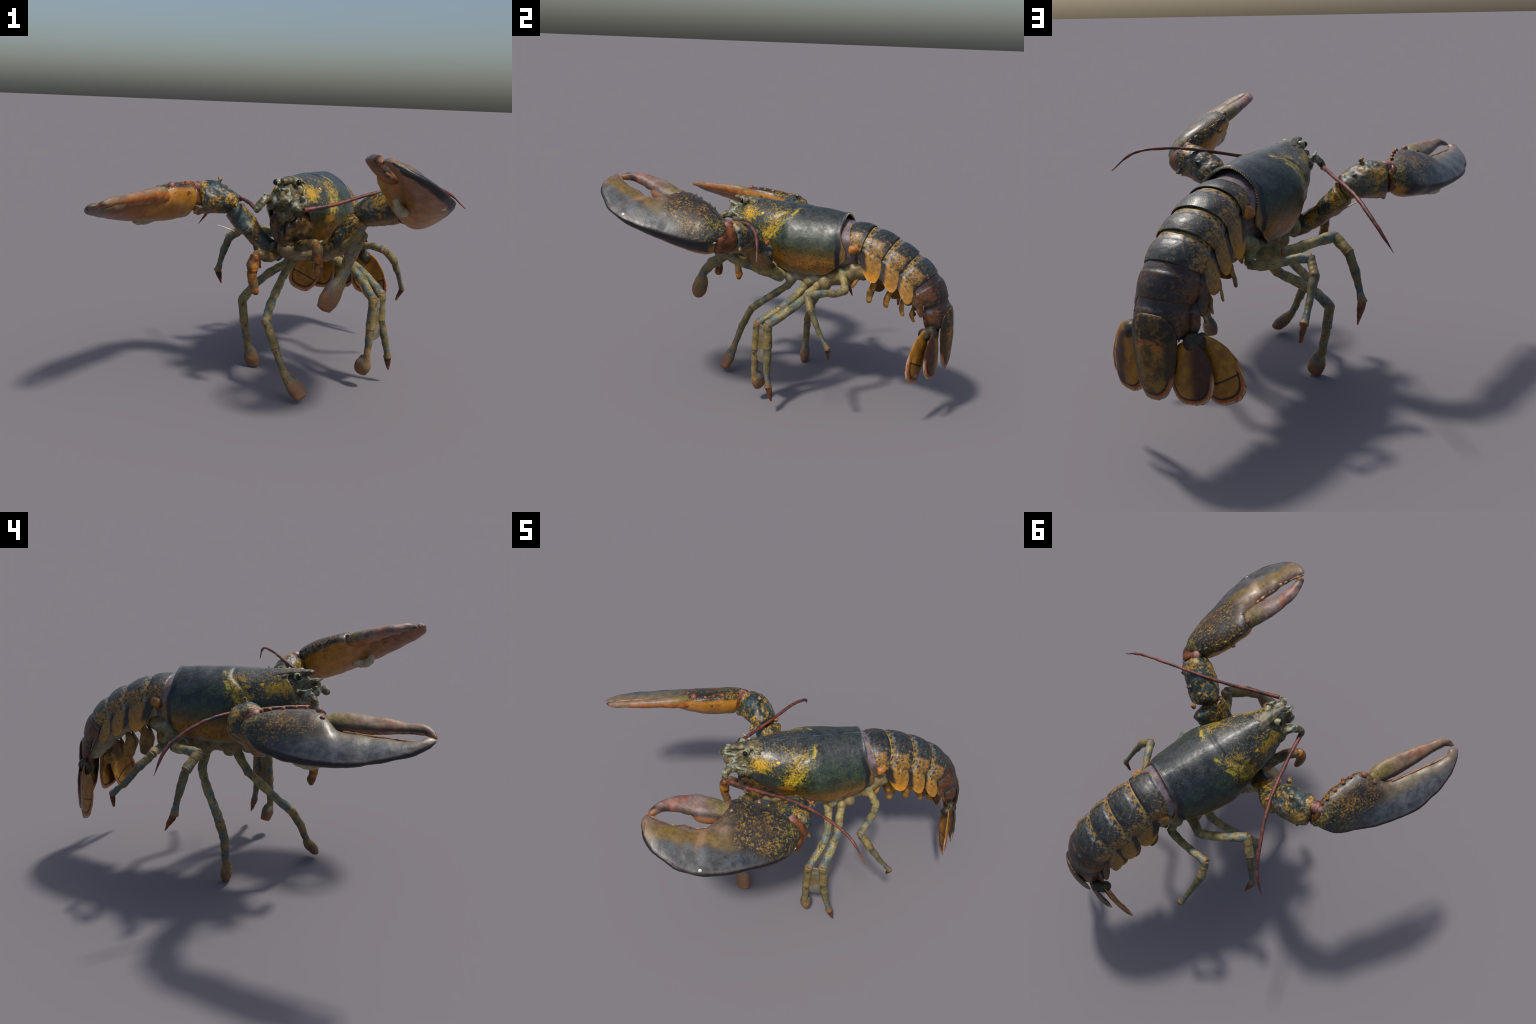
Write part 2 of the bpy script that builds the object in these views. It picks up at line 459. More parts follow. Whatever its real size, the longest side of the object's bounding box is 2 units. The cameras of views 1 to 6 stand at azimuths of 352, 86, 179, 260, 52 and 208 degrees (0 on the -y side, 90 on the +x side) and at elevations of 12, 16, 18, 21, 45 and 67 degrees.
def mat_arm(name="claw_arm_shell"):
    m = Mat(name, .44, spec=.5)
    c = two(m, "10201f", "2d3c3b", 22)
    D = m.add(.08, m.mul(m.step(m.noise(8, 3, .6), .40, .62), .42))
    c = m.mix(m.mul(density(m, D, 60), .93), c, two(m, "866820", "c0902a", 34))
    c = m.mix(m.all(m.spots(70, .24, .10, m.step(m.noise(20, 2), .38, .52)), .9), c, "0f1617")
    c = m.mix(m.all(m.step(m.noise(6, 3, offset=(3, 7, 1)), .52, .64), .55), c, "35494c")
    low = m.step(m.add(m.gz, m.mul(m.sub(m.noise(12, 4), .5), .45)), .36, .16)
    c = m.mix(m.mul(low, .75), c, two(m, "75562c", "94703a", 30))
    return m.finish(c, .3, 210)


def mat_leg(name, a, b, tipc=None, tip_at=.7, dark=.8):
    m = Mat(name, .5, spec=.35)
    c = two(m, a, b, 16)
    c = m.mix(m.mul(m.step(m.noise(13, 4, .6, offset=(4, 2, 1)), .42, .60), .8), c, two(m, "36444a", "66777a", 30))  # blue-grey blotches painted into the colour for the sheen on the legs
    c = m.mix(m.all(m.step(m.noise(30, 5, .7, offset=(9, 2, 7)), .55, .66), .7), c, "2f3224")
    c = m.mix(m.all(m.spots(80, .22, .10, m.step(m.noise(20, 2), .42, .55)), dark), c, "161a18")
    # rusty collars at the joints
    col_ = m.step(m.abs(m.sub(m.gz, .5)), .43, .48)
    c = m.mix(m.all(col_, m.step(m.noise(40, 3), .36, .56), .75), c, "8f5a26")
    if tipc:
        t = m.step(m.add(m.z, m.mul(m.sub(m.noise(30, 4), .5), .09)), tip_at - .03, tip_at + .08)
        c = m.mix(m.mul(t, .85), c, two(m, tipc, "6e5434", 40))
        c = m.mix(m.all(t, m.spots(60, .25, .1, m.step(m.noise(15, 2), .42, .55)), .8), c, "8f5a48")
    return m.finish(c, .3, 170)


def mat_plain(name, a, b, scale=30, rough=.48, bump=.25, dots=None, trans=0.0, spec=.4, third=None):
    m = Mat(name, rough, spec=spec)
    c = two(m, a, b, scale)
    if third: c = m.mix(m.step(m.noise(scale * .6, 4, .6, offset=(7, 3, 2)), .5, .62), c, third)
    if dots: c = m.mix(m.spots(70, .2, .1, m.step(m.noise(25, 2), .4, .55)), c, dots)
    return m.finish(c, bump, 200, trans=trans)


def mat_fan(name, W, Y0, Bd, inner, seam=None):
    """leaf of the tail fan: dark line, orange rim and pale fringe follow the
    leaf's own outline (superellipse of half width W, centre Y0, half length Bd)"""
    m = Mat(name, .4)
    r = m.math("POWER", m.add(m.math("POWER", m.math("DIVIDE", m.abs(m.x), W), 2.8), m.math("POWER", m.math("DIVIDE", m.abs(m.sub(m.y, Y0)), Bd), 2.8)), 1 / 2.8)
    lowr = m.step(m.y, Y0 - .1 * Bd, Y0 + .35 * Bd)
    c = m.mix(m.step(m.noise(20, 4, .6), .35, .65), "8a5a12", "b07a1e")
    if inner:
        side = m.add(m.x, m.mul(m.sub(m.noise(14, 3), .5), .03))
        c = m.mix(m.mul(m.step(side, -.02, .03), .92), c, m.vary("351a16", .3, 40))
    else:
        c = m.mix(m.mul(m.step(m.noise(60, 3), .6, .7), .4), c, "5a3a14")
    if seam is not None:
        c = m.mix(m.band(m.add(m.y, m.mul(m.x, .05)), seam, .004, .003), c, "2a130e")
    rr = m.add(r, m.mul(m.sub(m.noise(70, 2), .5), .03))
    c = m.mix(m.mul(m.band(rr, .80, .035, .03), lowr), c, "1d0b18")
    c = m.mix(m.mul(m.step(rr, .83, .87), lowr), c, m.vary("b4590f", .3, 80))
    fr = m.noise(160, 2, .5, stretch=(1, .15, 1))
    c = m.mix(m.all(m.step(rr, .90, .95), lowr, m.step(fr, .35, .55)), c, "b9b094")
    return m.finish(c, .15, 200, trans=.18)


def mat_telson():
    m = Mat("tail_blade", .42)
    c = m.mix(m.step(m.noise(26, 4, .6), .35, .65), "4a3410", "8a651c")
    mid = m.step(m.add(m.abs(m.x), m.mul(m.sub(m.noise(18, 3), .5), .04)), .075, .05)
    c = m.mix(m.mul(m.inv(mid), .8), c, "241b10")
    c = m.mix(m.all(m.step(m.y, .095, .055), m.step(m.noise(36, 4), .42, .55), .9), c, "1a120c")
    c = m.mix(m.all(m.band(m.y, .075, .018, .01), m.step(m.noise(30, 3), .48, .6), mid), c, "a8621a")
    c = m.mix(m.spots(80, .2, .07, m.step(m.noise(22, 2), .4, .55)), c, "1a130e")
    r = m.math("POWER", m.add(m.math("POWER", m.math("DIVIDE", m.abs(m.x), m.sub(.100, m.mul(m.sub(m.y, .135), .20 * .100 / .180))), 2.8), m.math("POWER", m.math("DIVIDE", m.abs(m.sub(m.y, .135)), .180), 2.8)), 1 / 2.8)
    low = m.step(m.y, .19, .25)
    rr = m.add(r, m.mul(m.sub(m.noise(70, 2), .5), .03))
    c = m.mix(m.mul(m.band(rr, .83, .03, .03), low), c, "1d0b18")
    c = m.mix(m.mul(m.step(rr, .86, .89), low), c, "b4590f")
    c = m.mix(m.all(m.step(rr, .93, .97), low), c, "8f8c80")
    return m.finish(c, .15, 200, trans=.1)


M_STALK = mat_plain('fan_stalk_shell', '1a1510', '4a4028', 30)
M_CAR, M_SEG, M_SEGT = mat_carapace(), mat_segment(), mat_segment(True)
M_ARM = mat_arm()
M_KNOB = mat_plain("joint_knob", "4c2c26", "8a5648", 26, dots="2a1c1a", third="a07c70")
M_SPINE = mat_plain("spine_tip", "70401e", "a8683c", 40, third="4a2a1a")
M_MEMB = mat_plain("joint_skin", "3c1c0c", "74421a", 30, .35)
M_LILAC = mat_plain("neck_skin", "4a3a38", "7a6c74", 16, .4, third="8c7a66")
M_BELLY = mat_plain("belly", "8a7a52", "6b5c3c", 18, .45, dots="3c3828", third="8c8c78")
M_TAILSKIN = mat_plain("tail_underside", "b0a488", "8f8468", 25, .4)
M_HEAD = mat_plain("head_shell", "6a6040", "35301c", 34, .42, dots="1c1b13", third="8a8f7e")
M_MOUTH = mat_plain("mouth", "2a2014", "5e441e", 30, .4, third="1a1612")
M_CREAM = mat_plain("eye_cup", "a39f80", "6b6a4c", 50, .35)
M_EYE = mat_plain("eye", "08080a", "0c0c10", 30, .12, 0.0)
M_ANT = mat_plain("antenna_whip", "4c2420", "7e4438", 30, .5, third="3c2a28")
M_BEAD = mat_plain("rim_bead", "a5835a", "c7a67c", 60)
M_FLAP = mat_plain("swimmeret_skin", "84581f", "b58840", 18, .42, trans=.2, third="6e5430")
M_TOOTH = mat_plain("claw_tooth", "7a4f36", "a87f58", 40, .45, third="5a3a30")
M_TOOTHB = mat_plain("claw_molar", "8a6040", "c09a6c", 30, .42, third="6a4c44")
M_SPIKEL = mat_plain("spine_pale", "cbbf8f", "ded7b8", 50)
LEG_A = mat_leg("leg_upper", "746a44", "a3925a")
LEG_B = mat_leg("leg_middle", "6a5c34", "857344")
LEG_C = mat_leg("leg_paddle", "6a5a38", "8a744a", "8a5030", .17)
LEG_D = mat_leg("leg_shank", "4e4a34", "75683f", "8a4a1e", .2)
LEG_TIP = mat_plain("leg_claw", "4a2414", "8a4a26", 36, third="2a2420")
M_MXA = mat_plain("mouth_limb_base", "5a4626", "80683a", 26, .42, dots="2a2418", third="3c3a2c")
M_MXB = mat_plain("mouth_limb_tip", "3c1c0e", "a86a20", 26, .42, third="5e4a2c")

# ------------------------------------------------------------------ lobster
root = bpy.data.objects.new("lobster", None)
bpy.context.scene.collection.objects.link(root)
root.location = Vector((ORG[0], ORG[1], 0.0)); root.empty_display_size = .1
root["label"] = "dark green and orange lobster with raised claws and curled tail"
root["category"] = "lobster"
RM = np.eye(4); RM[:3, 3] = (ORG[0], ORG[1], 0)
root.location = Vector(RM[:3, 3]); WORLD[root.name] = RM


# --------------------------------------------------------------- carapace
def car_section(s):
    """half width, top, height of the widest line, lower edge"""
    w = pc(s, [-.56, -.50, -.45, -.30, -.20, -.10, .0, .08, .16], [.150, .172, .190, .214, .226, .198, .166, .132, .096])
    zt = pc(s, [-.5, -.3, -.1, .16], [1.095, 1.106, 1.113, 1.116])
    zw = .885 + .070 * np.clip((np.asarray(s, float) + .4) / .55, 0, 1)
    zb = pc(s, [-.56, -.50, -.45, -.40, -.30, -.20, -.10, .0, .06, .12, .18], [.80, .785, .762, .748, .737, .734, .742, .765, .79, .82, .86])
    return w, zt, zw, zb


def carapace():
    nv, nt = 121, 90
    v = np.linspace(-1, 1, nv); av = np.abs(v)
    sr = pc(av, [0, .3, .42, .52, .62, .72, .82, .92, 1], [-.484, -.489, -.510, -.537, -.538, -.518, -.487, -.445, -.385])
    sf = pc(av, [0, .08, .15, .22, .30, .40, .5, .6, .75, .9, 1], [.15, .145, .125, .118, .138, .162, .155, .125, .075, .02, -.03])
    P = np.zeros((nt, nv, 3))
    t = np.linspace(0, 1, nt)
    for j in range(nv):
        s = sr[j] + (sf[j] - sr[j]) * t
        w, zt, zw, zb = car_section(s)
        if av[j] < .55:
            ph = av[j] / .55 * math.pi / 2
            l, z = w * math.sin(ph) ** 1.15, zw + (zt - zw) * np.cos(ph) ** 1.09
        else:
            ps = (av[j] - .55) / .45 * math.radians(58)
            fr = np.clip((s + .30) / .32, 0, 1)     # the front tucks in below, the rear hangs full
            l, z = w * np.cos(ps * (.80 + .14 * fr)) * (1 - .36 * fr * math.sin(ps)), zw - (zw - zb) * math.sin(ps) / math.sin(math.radians(58))
        # neck groove, running down and forward
        sg = pc(l, [0, .05, .09, .15, .19, .25], [-.172, -.170, -.165, -.09, -.03, .03])
        g = np.exp(-((s - sg) / .011) ** 2) * .0065 * (.4 + .6 * np.clip(l / .06, 0, 1)) * np.clip((z - .9) / .08, 0, 1)
        # hollow cheek flank behind the groove
        g = g + .017 * np.exp(-((s + .10) / .075) ** 2 - ((z - .955) / .06) ** 2) * (av[j] > .2)
        # swelling on both sides of the groove, and a turned up hind rim
        sw = np.exp(-((s - sg + .05) / .035) ** 2) * .003 + np.exp(-((s - sr[j]) / .008) ** 2) * .004
        # gutter in front of the lower edge
        nl, nz = l / np.maximum(w, .01), (z - zw) / .22
        k = (sw - g) / np.sqrt(nl ** 2 + nz ** 2 + .05)
        l, z = l + nl * k, z + nz * k
        P[:, j] = np.stack([s, np.sign(v[j]) * l, z], 1)
    return loft(P, closed=False, caps=(False, False))


car = make("carapace", carapace(), M_CAR, parent=root, solid=.012, rough=[(.004, 9), (.0012, 60)])

# rostrum: a spined beak over the eyes
RS = [(.06, 0, 1.093), (.11, 0, 1.100), (.16, 0, 1.103), (.20, 0, 1.103), (.232, 0, 1.106), (.243, 0, 1.111)]
parts = [tube(RS, [(.060, .020), (.046, .019), (.030, .018), (.021, .017), (.014, .014), (.008, .009)], nseg=20, cap=(.1, .8))]
for s_, l_, z_ in ((.225, .016, 1.108), (.195, .022, 1.108), (.16, .03, 1.106)):
    for q in (-1, 1):
        parts.append(spike((s_ - .012, q * (l_ - .006), z_ - .008), (s_ + .012, q * (l_ + .001), z_ + .007), .008))
for q in (-1, 1):   # supra orbital spine on the shoulder behind the eye
    parts.append(spike((.085, q * .062, 1.082), (.12, q * .061, 1.099), .009))
M_ROST = mat_plain("rostrum_shell", "2f3330", "6a5c48", 36, .45, dots="151a1a", third="7d7440")
make("rostrum", join(parts), M_ROST, parent=root, remesh=.0045, smooth_it=3, rough=[(.002, 50)])

# beads along the hind rim of the carapace
parts = []
for a in np.linspace(-.44, .44, 46):
    s_ = -.4865 - .021 * (max(0, abs(a) - .3) / .12) ** 1.2
    w, zt, zw, zb = [float(q) for q in car_section(s_)]
    ph = abs(a) / .55 * math.pi / 2
    parts.append(ball((s_ + .001, math.copysign(1, a) * (w - .006) * math.sin(ph) ** 1.15, zw + (zt - zw - .005) * math.cos(ph) ** 1.09), (.004, .0052, .0052), nu=8, nv=6))
make("rim_bead", join(parts), M_BEAD, parent=car, kind="stuff")

# skin ring between carapace and tail
t = np.linspace(0, 1, 10)
P = []
a = np.linspace(0, 2 * math.pi, 48, endpoint=False)
for q in t:
    s_ = -.40 - .19 * q
    w, h, zc = .176 - .046 * q, .150 - .042 * q, .922
    P.append(np.stack([np.full_like(a, s_), w * np.cos(a), zc + np.where(np.sin(a) > 0, h, h * 1.25) * np.sin(a)], 1))
make("neck_skin", loft(P), M_LILAC, parent=root, rough=[(.006, 18)])

# belly
P = tube([(-.67, 0, .815), (-.56, 0, .785), (-.45, 0, .735), (-.3, 0, .72), (-.15, 0, .725), (0, 0, .735), (.1, 0, .76), (.17, 0, .79)],
         [(.10, .06), (.125, .072), (.125, .065), (.125, .062), (.11, .06), (.085, .055), (.06, .05), (.035, .035)], nseg=32, nring=50, expo=2.4)
bel = [P]
for q in (-1, 1):
    for s_, l_, z_, r_ in ((-.51, .11, .755, .045), (-.41, .115, .70, .045), (-.31, .11, .695, .042), (-.19, .10, .70, .042), (-.08, .10, .735, .05)):
        bel.append(ball((s_, q * l_, z_), (r_ * .9, r_, r_ * 1.1)))
for s_ in (-.5, -.4, -.3, -.2, -.1):
    bel.append(ball((s_, 0, .675), (.035, .03, .018)))
make("belly", join(bel), M_BELLY, parent=root, remesh=.008, smooth_it=3, rough=[(.006, 22), (.002, 70)])

# --------------------------------------------------------------- abdomen
DK = np.array([(-.488, 1.055), (-.637, 1.042), (-.778, .992), (-.900, .927), (-1.012, .833), (-1.085, .702), (-1.124, .560)])
HALF = [.137, .140, .141, .138, .132, .124, .112]
TIPS = {1: (-.692, .170, .762), 2: (-.802, .176, .731), 3: (-.890, .173, .684), 4: (-.969, .170, .631), 5: (-1.00, .157, .590)}


def downvec(i, f):
    """inward normal of the back line at joint i (+ f to the next joint)"""
    def at(k):
        a, b = DK[max(k - 1, 0)], DK[min(k + 1, 6)]
        t_ = unit(b - a); return np.array([-t_[1], t_[0]])
    d = at(i) * (1 - f) + at(min(i + 1, 6)) * f
    return unit(d)


def tail_segment(i):
    """plate i (0 = first) in body coordinates"""
    D0, D1 = DK[i], DK[i + 1]
    ext = .16 if i else .0
    tip = np.array(TIPS[i]) if i in TIPS else None
    nt, nv = 40, 81
    P = np.zeros((nt, nv, 3))
    cat = catmull(np.column_stack([DK, np.zeros(7)]), 601)[:, :2]
    arc = np.r_[0, np.cumsum(np.linalg.norm(np.diff(cat, axis=0), axis=1))]
    k0, k1 = [arc[np.argmin(np.linalg.norm(cat - d, axis=1))] for d in (D0, D1)]
    for a_, t in enumerate(np.linspace(0, 1, nt)):
        tt = -ext + t * (1 + ext + .02)                       # tucked under the plate in front
        pos = k0 + tt * (k1 - k0)
        d = np.array([np.interp(pos, arc, cat[:, 0]), np.interp(pos, arc, cat[:, 1])])
        e = downvec(i, np.clip(tt, 0, 1))
        wd = HALF[i] + (HALF[i + 1] - HALF[i]) * tt
        # cross profile along the length: low hinge strip, step, swollen, lip
        lift = -.010 + .010 * pc(tt, [-.2, .0, .28, .36, .7, 1.05], [-.25, -.1, .35, .85, 1.25, .85])
        wd = wd + lift
        depth = .112 if i < 5 else .10
        for b_, v in enumerate(np.linspace(-1, 1, nv)):
            av = abs(v); sg = math.copysign(1, v)
            if av <= .6:
                ph = av / .6 * math.radians(92)
                lat = wd * math.sin(ph) ** .97; dn = depth * (1 - math.cos(ph)) - lift * math.cos(ph)
                q = d + e * dn
                P[a_, b_] = (q[0], sg * lat, q[1])
            else:
                q_ = (av - .6) / .4
                h = d + e * (depth * (1 - math.cos(math.radians(92))))
                if tip is None:
                    q = h + e * .03 * q_
                    P[a_, b_] = (q[0], sg * (wd + .004 - .03 * q_ ** 2), q[1])
                else:
                    posm = k0 + .5 * (k1 - k0)
                    dm = np.array([np.interp(posm, arc, cat[:, 0]), np.interp(posm, arc, cat[:, 1])])
                    em = downvec(i, .5)
                    hm = dm + em * (depth * 1.03)
                    along = unit(D1 - D0); Ln = (k1 - k0) * (1 + ext)
                    tp = np.array([tip[0], tip[2]])
                    ax = hm + (tp - hm) * q_
                    # flap narrows to a rounded point whose tip lies rearward
                    wid = Ln * max(1 - q_ ** 2.1, 0) ** .55 * (1 - .12 * q_)
                    c0 = (h - hm).dot(along)
                    off = (t - .5) * wid + ((D0 + D1) / 2 - dm).dot(along) * 0 + (1 - q_) * (c0 - (t - .5) * Ln)
                    q = ax + along * off + em * (.0)
                    bulge = .016 * math.sin(math.pi * t) * (1 - q_) + .008 * math.sin(math.pi * min(q_, 1))
                    lat = wd + (tip[1] - wd) * q_ ** 1.2 + bulge * .5
                    P[a_, b_] = (q[0], sg * lat, q[1])
    if i == 0:  # the first plate's front edge slants back down the sides
        av = np.minimum(np.abs(np.linspace(-1, 1, nv)) / .6, 1)
        P[:, :, 0] -= .036 * av[None] ** 1.5 * (1 - np.linspace(0, 1, nt))[:, None]
    return loft(P, closed=False, caps=(False, False))


SEGS = []
for i in range(6):
    x = -unit(DK[i + 1] - DK[i]); X = np.array([-x[0], 0, -x[1]])
    Y = np.array([0, 1.0, 0]); Z = np.cross(X, Y)
    if Z[2] < 0: Y = -Y; Z = np.cross(X, Y)
    F = BODY @ frame(X, Y, Z, (DK[i][0], 0, DK[i][1]))
    v, f = tail_segment(i)
    vw = xf(BODY, v)
    ob = make("tail_segment", (vw, f), M_SEG if i < 4 else M_SEGT, M=F, parent=root, points_in="world", solid=.0055, rough=[(.003, 16), (.0012, 60)])
    SEGS.append((ob, F))
# knobs on the first plate
M_KN1 = mat_plain("side_knob", "b5722c", "6b4a1c", 30)
for q in (-1, 1):
    make("side_knob", tube([(-.60, q * .126, .935), (-.58, q * .136, .928), (-.558, q * .146, .922), (-.545, q * .147, .920)], [(.018, .03), (.026, .03), (.022, .024), (.012, .015)], cap=(.2, .9)), M_KN1, M=BODY, parent=SEGS[0][0], rough=[(.003, 40)])

# soft underside of the tail
C = []
R = []
for i in range(7):
    e = downvec(i, 0) if i < 6 else downvec(5, 1)
    p = DK[i] + e * (.122, .140, .142, .137, .126, .106, .070)[i]
    C.append((p[0], 0, p[1])); R.append((HALF[i] * .86, (.088, .112, .115, .108, .096, .075, .038)[i]))
make("tail_underside", tube(C, R, ref=(0.3, 0, 1) if False else [(downvec(min(i, 5), 0)[0], 0, downvec(min(i, 5), 0)[1]) for i in range(7)], nseg=32, nring=60, cap=(.2, .5)), M_TAILSKIN, parent=root, rough=[(.008, 16), (.003, 50)])


# swimmerets: two-leaved flaps in pairs under plates 2-5 (and slim first pair)
def flap(base, tip, width, side, curl):
    base, tip = np.asarray(base, float), np.asarray(tip, float)
    n = 14
    t = np.linspace(0, 1, n)[:, None]
    bow = np.array([1.0, 0, 0])
    c = base + (tip - base) * t + bow * np.sin(t * math.pi) * curl
    r = np.stack([width * pc(t[:, 0], [0, .25, .6, .9, 1], [.35, .7, 1, .75, .4]), np.full(n, .0055)], 1)
    return tube(c, r, ref=(.45, 1.0 * side, .1) if side else (1, .2, .1), nseg=16, nring=20, cap=(.3, .6))


# (base s, z, tip s, z) on each side: they hang a little unevenly
SW = {1: [(-.705, .760, -.668, .618), (-.80, .715, -.768, .604), (-.868, .668, -.872, .576), (-.925, .62, -.936, .552)],
      -1: [(-.690, .775, -.668, .622), (-.785, .73, -.777, .592), (-.860, .68, -.862, .566), (-.915, .615, -.915, .552)]}
for q in (1, -1):
    for n_, (s0, z0, s1, z1) in enumerate(SW[q]):
        w_ = (.025 if q > 0 else .038) - .003 * n_
        lo_ = .085 if q > 0 else .125
        inner = flap((s0 + .004, q * .05, z0), (s1 + .012, q * (lo_ - .055), z1 + .020), .040 - .004 * n_, 0, .018)
        make("swimmeret", join([flap((s0, q * .085, z0), (s1, q * lo_, z1), w_, q, .012), inner]),
             M_FLAP, parent=SEGS[n_ + 1][0], rough=[(.008, 24)])
for q in (-1, 1):
    make("swimmeret", tube([(-.60, q * .06, .79), (-.58, q * .085, .74), (-.565, q * .10, .69)], [(.02, .014), (.026, .012), (.014, .008)], cap=(.3, .8)), M_FLAP, parent=SEGS[0][0], rough=[(.004, 40)])


# tail fan ----------------------------------------------------------------
def leaf(W, Y0, Bd, base_w, thick, dome, skew=0.0, n=64, rings=14, wave=.0, tp=0.0):
    """plate in local x (across) y (down) z (outward); superellipse outline
    narrowed to a stalk at y=0"""
    a = np.linspace(0, 2 * math.pi, n, endpoint=False)
    ca, sa = np.cos(a), np.sin(a)
    k = (np.abs(ca) ** 2.8 + np.abs(sa) ** 2.8) ** (-1 / 2.8)
    ox, oy = W * k * ca, Bd * k * sa
    top = np.clip((oy + Bd) / (1.25 * Bd), 0, 1)
    ox = ox * (base_w / W + (1 - base_w / W) * np.sin(top * math.pi / 2) ** .9)
    ox = ox * (1 - tp * oy / Bd)
    jag = 1 + wave * np.sin(a * 37 + 2 * np.sin(a * 11)) * (sa > .3)
    V, F = [], []
    for s_ in (1, -1):
        P = []
        for r in np.linspace(0.02, 1, rings):
            x, y = ox * r * (jag if r == 1 else 1), oy * r * (jag if r == 1 else 1)
            z = dome * (1 - r ** 2) + s_ * thick * (np.sqrt(1 - min(r, .995) ** 4) + .12) + dome * 1.5 * -(x / W) ** 2 + skew * x
            P.append(np.stack([x, y + Y0, z], 1))
        V.append(np.array(P))
    P = np.concatenate([V[0], V[1][::-1]])
    return loft(P)


tel_o = np.array([-1.112, 0, .600])
F = BODY @ frame((0, 1, 0), unit((0.035, 0, -1)), np.cross((0, 1, 0), unit((0.035, 0, -1))), tel_o)
if True:
    Y = unit((-.02, 0, -1.0)); X = np.array([0, 1.0, 0]); Z = np.cross(X, Y)
    if Z[0] > 0: X = -X; Z = np.cross(X, Y)
    F = BODY @ frame(X, Y, Z, tel_o)
make("telson", leaf(.100, .135, .180, .100, .009, .014, wave=.006, tp=.20), mat_telson(), M=F, parent=root, rough=[(.003, 25)])
for q in (-1, 1):
    # inner leaf
    Y = unit(np.array([-.01, q * .012, -.24])); X = unit(np.array([.17, q * 1.0, 0])); X = unit(X - Y * X.dot(Y)); Z = np.cross(X, Y)
    fl = 1
    F = BODY @ frame(X, Y, Z, (-1.066, q * (.146 if q > 0 else .138), .512))
    if (q > 0 and True) or q < 0:
        pass
    dome = .010 * (1 if Z[0] < 0 else -1)
    mi = M_FI if "M_FI" in globals() else None
    if mi is None:
        M_FI = mat_fan("inner_fan_leaf", .092, .108, .131, True); M_FO = mat_fan("outer_fan_leaf", .098, .130, .152, False, .175); mi = M_FI
    make("tail_fan_leaf", leaf(.092, .108, .131, .066, .006, dome, wave=.008), M_FI, M=F, parent=root, rough=[(.003, 25)])
    Y = unit(np.array([.03, q * .105, -.26])); X = unit(np.array([.24, q * 1.0, 0])); X = unit(X - Y * X.dot(Y)); Z = np.cross(X, Y)
    F = BODY @ frame(X, Y, Z, (-1.020, q * (.160 if q > 0 else .172), .525))
    dome = .010 * (1 if Z[0] < 0 else -1)
    make("tail_fan_leaf", leaf(.098, .130, .152, .06, .006, dome, wave=.008), M_FO, M=F, parent=root, rough=[(.003, 25)])
    make("tail_fan_stalk", join([ball((-1.045, q * .140, .525), (.035, .034, .040)), ball((-1.015, q * .165, .52), (.036, .030, .038))]), M_STALK, M=BODY, parent=root, remesh=.006, smooth_it=2, rough=[(.004, 35)])

# --------------------------------------------------------------- head
parts = [ball((.09, 0, .955), (.12, .085, .115)), ball((.10, 0, 1.035), (.095, .078, .055)), ball((.165, 0, 1.06), (.05, .036, .034)), ball((.20, .012, 1.048), (.04, .022, .03)), ball((.20, -.014, 1.045), (.04, .022, .03)), ball((.20, 0, 1.02), (.055, .045, .045)), ball((.235, 0, 1.015), (.045, .03, .04)), ball((.255, .005, 1.04), (.022, .016, .026)), ball((.252, -.03, 1.015), (.03, .02, .03)), ball((.24, .03, 1.01), (.03, .024, .03))]
for q in (-1, 1):
    parts += [ball((.165, q * .055, 1.005), (.045, .032, .03)), ball((.19, q * .062, .985), (.04, .03, .03))]
make("head", join(parts), M_HEAD, parent=root, remesh=.005, smooth_it=3, rough=[(.006, 30), (.003, 80)])
parts = [ball((.07, 0, .88), (.10, .115, .13)), ball((.12, 0, .87), (.07, .085, .10)), ball((.13, 0, .79), (.05, .05, .04)), ball((.02, 0, .80), (.10, .10, .07))]
for q in (-1, 1):
    parts += [tube([(.12, q * .045, .95), (.175, q * .05, .9), (.165, q * .03, .82)], [.022, .02, .018]), tube([(.15, q * .015, .93), (.19, q * .018, .88), (.185, q * .012, .81)], [.016, .016, .014])]
make("mouth", join(parts), M_MOUTH, parent=root, remesh=.006, smooth_it=2, rough=[(.008, 26), (.004, 70)])
for q, e in ((1, (.057, -.205, 1.096)), (-1, (-.043, -.159, 1.090))):
    e = w2b(e)
    d = unit((.55, q * .8, .05))
    st = make("eye_stalk", join([tube([e - d * .045 + (0, 0, -.012), e - d * .02, e + d * .003], [(.013, .013), (.018, .018), (.0172, .0172)], cap=(.2, .3))]), M_CREAM, parent=root, rough=[(.002, 60)])
    make("eye", ball(e + d * .002, (.0145, .0145, .0145)), M_EYE, parent=st)
# antennules: short stumps
for q in (-1, 1):
    make("antennule", join([tube([(.215, q * .014, 1.055), (.245, q * .016, 1.062), (.262, q * .012, 1.065)], [.012, .011, .007], cap=(.2, .8)), spike((.255, q * .012, 1.063), (.285, q * .006 - .004, 1.075), .006)]), M_HEAD, parent=root, rough=[(.003, 60)])

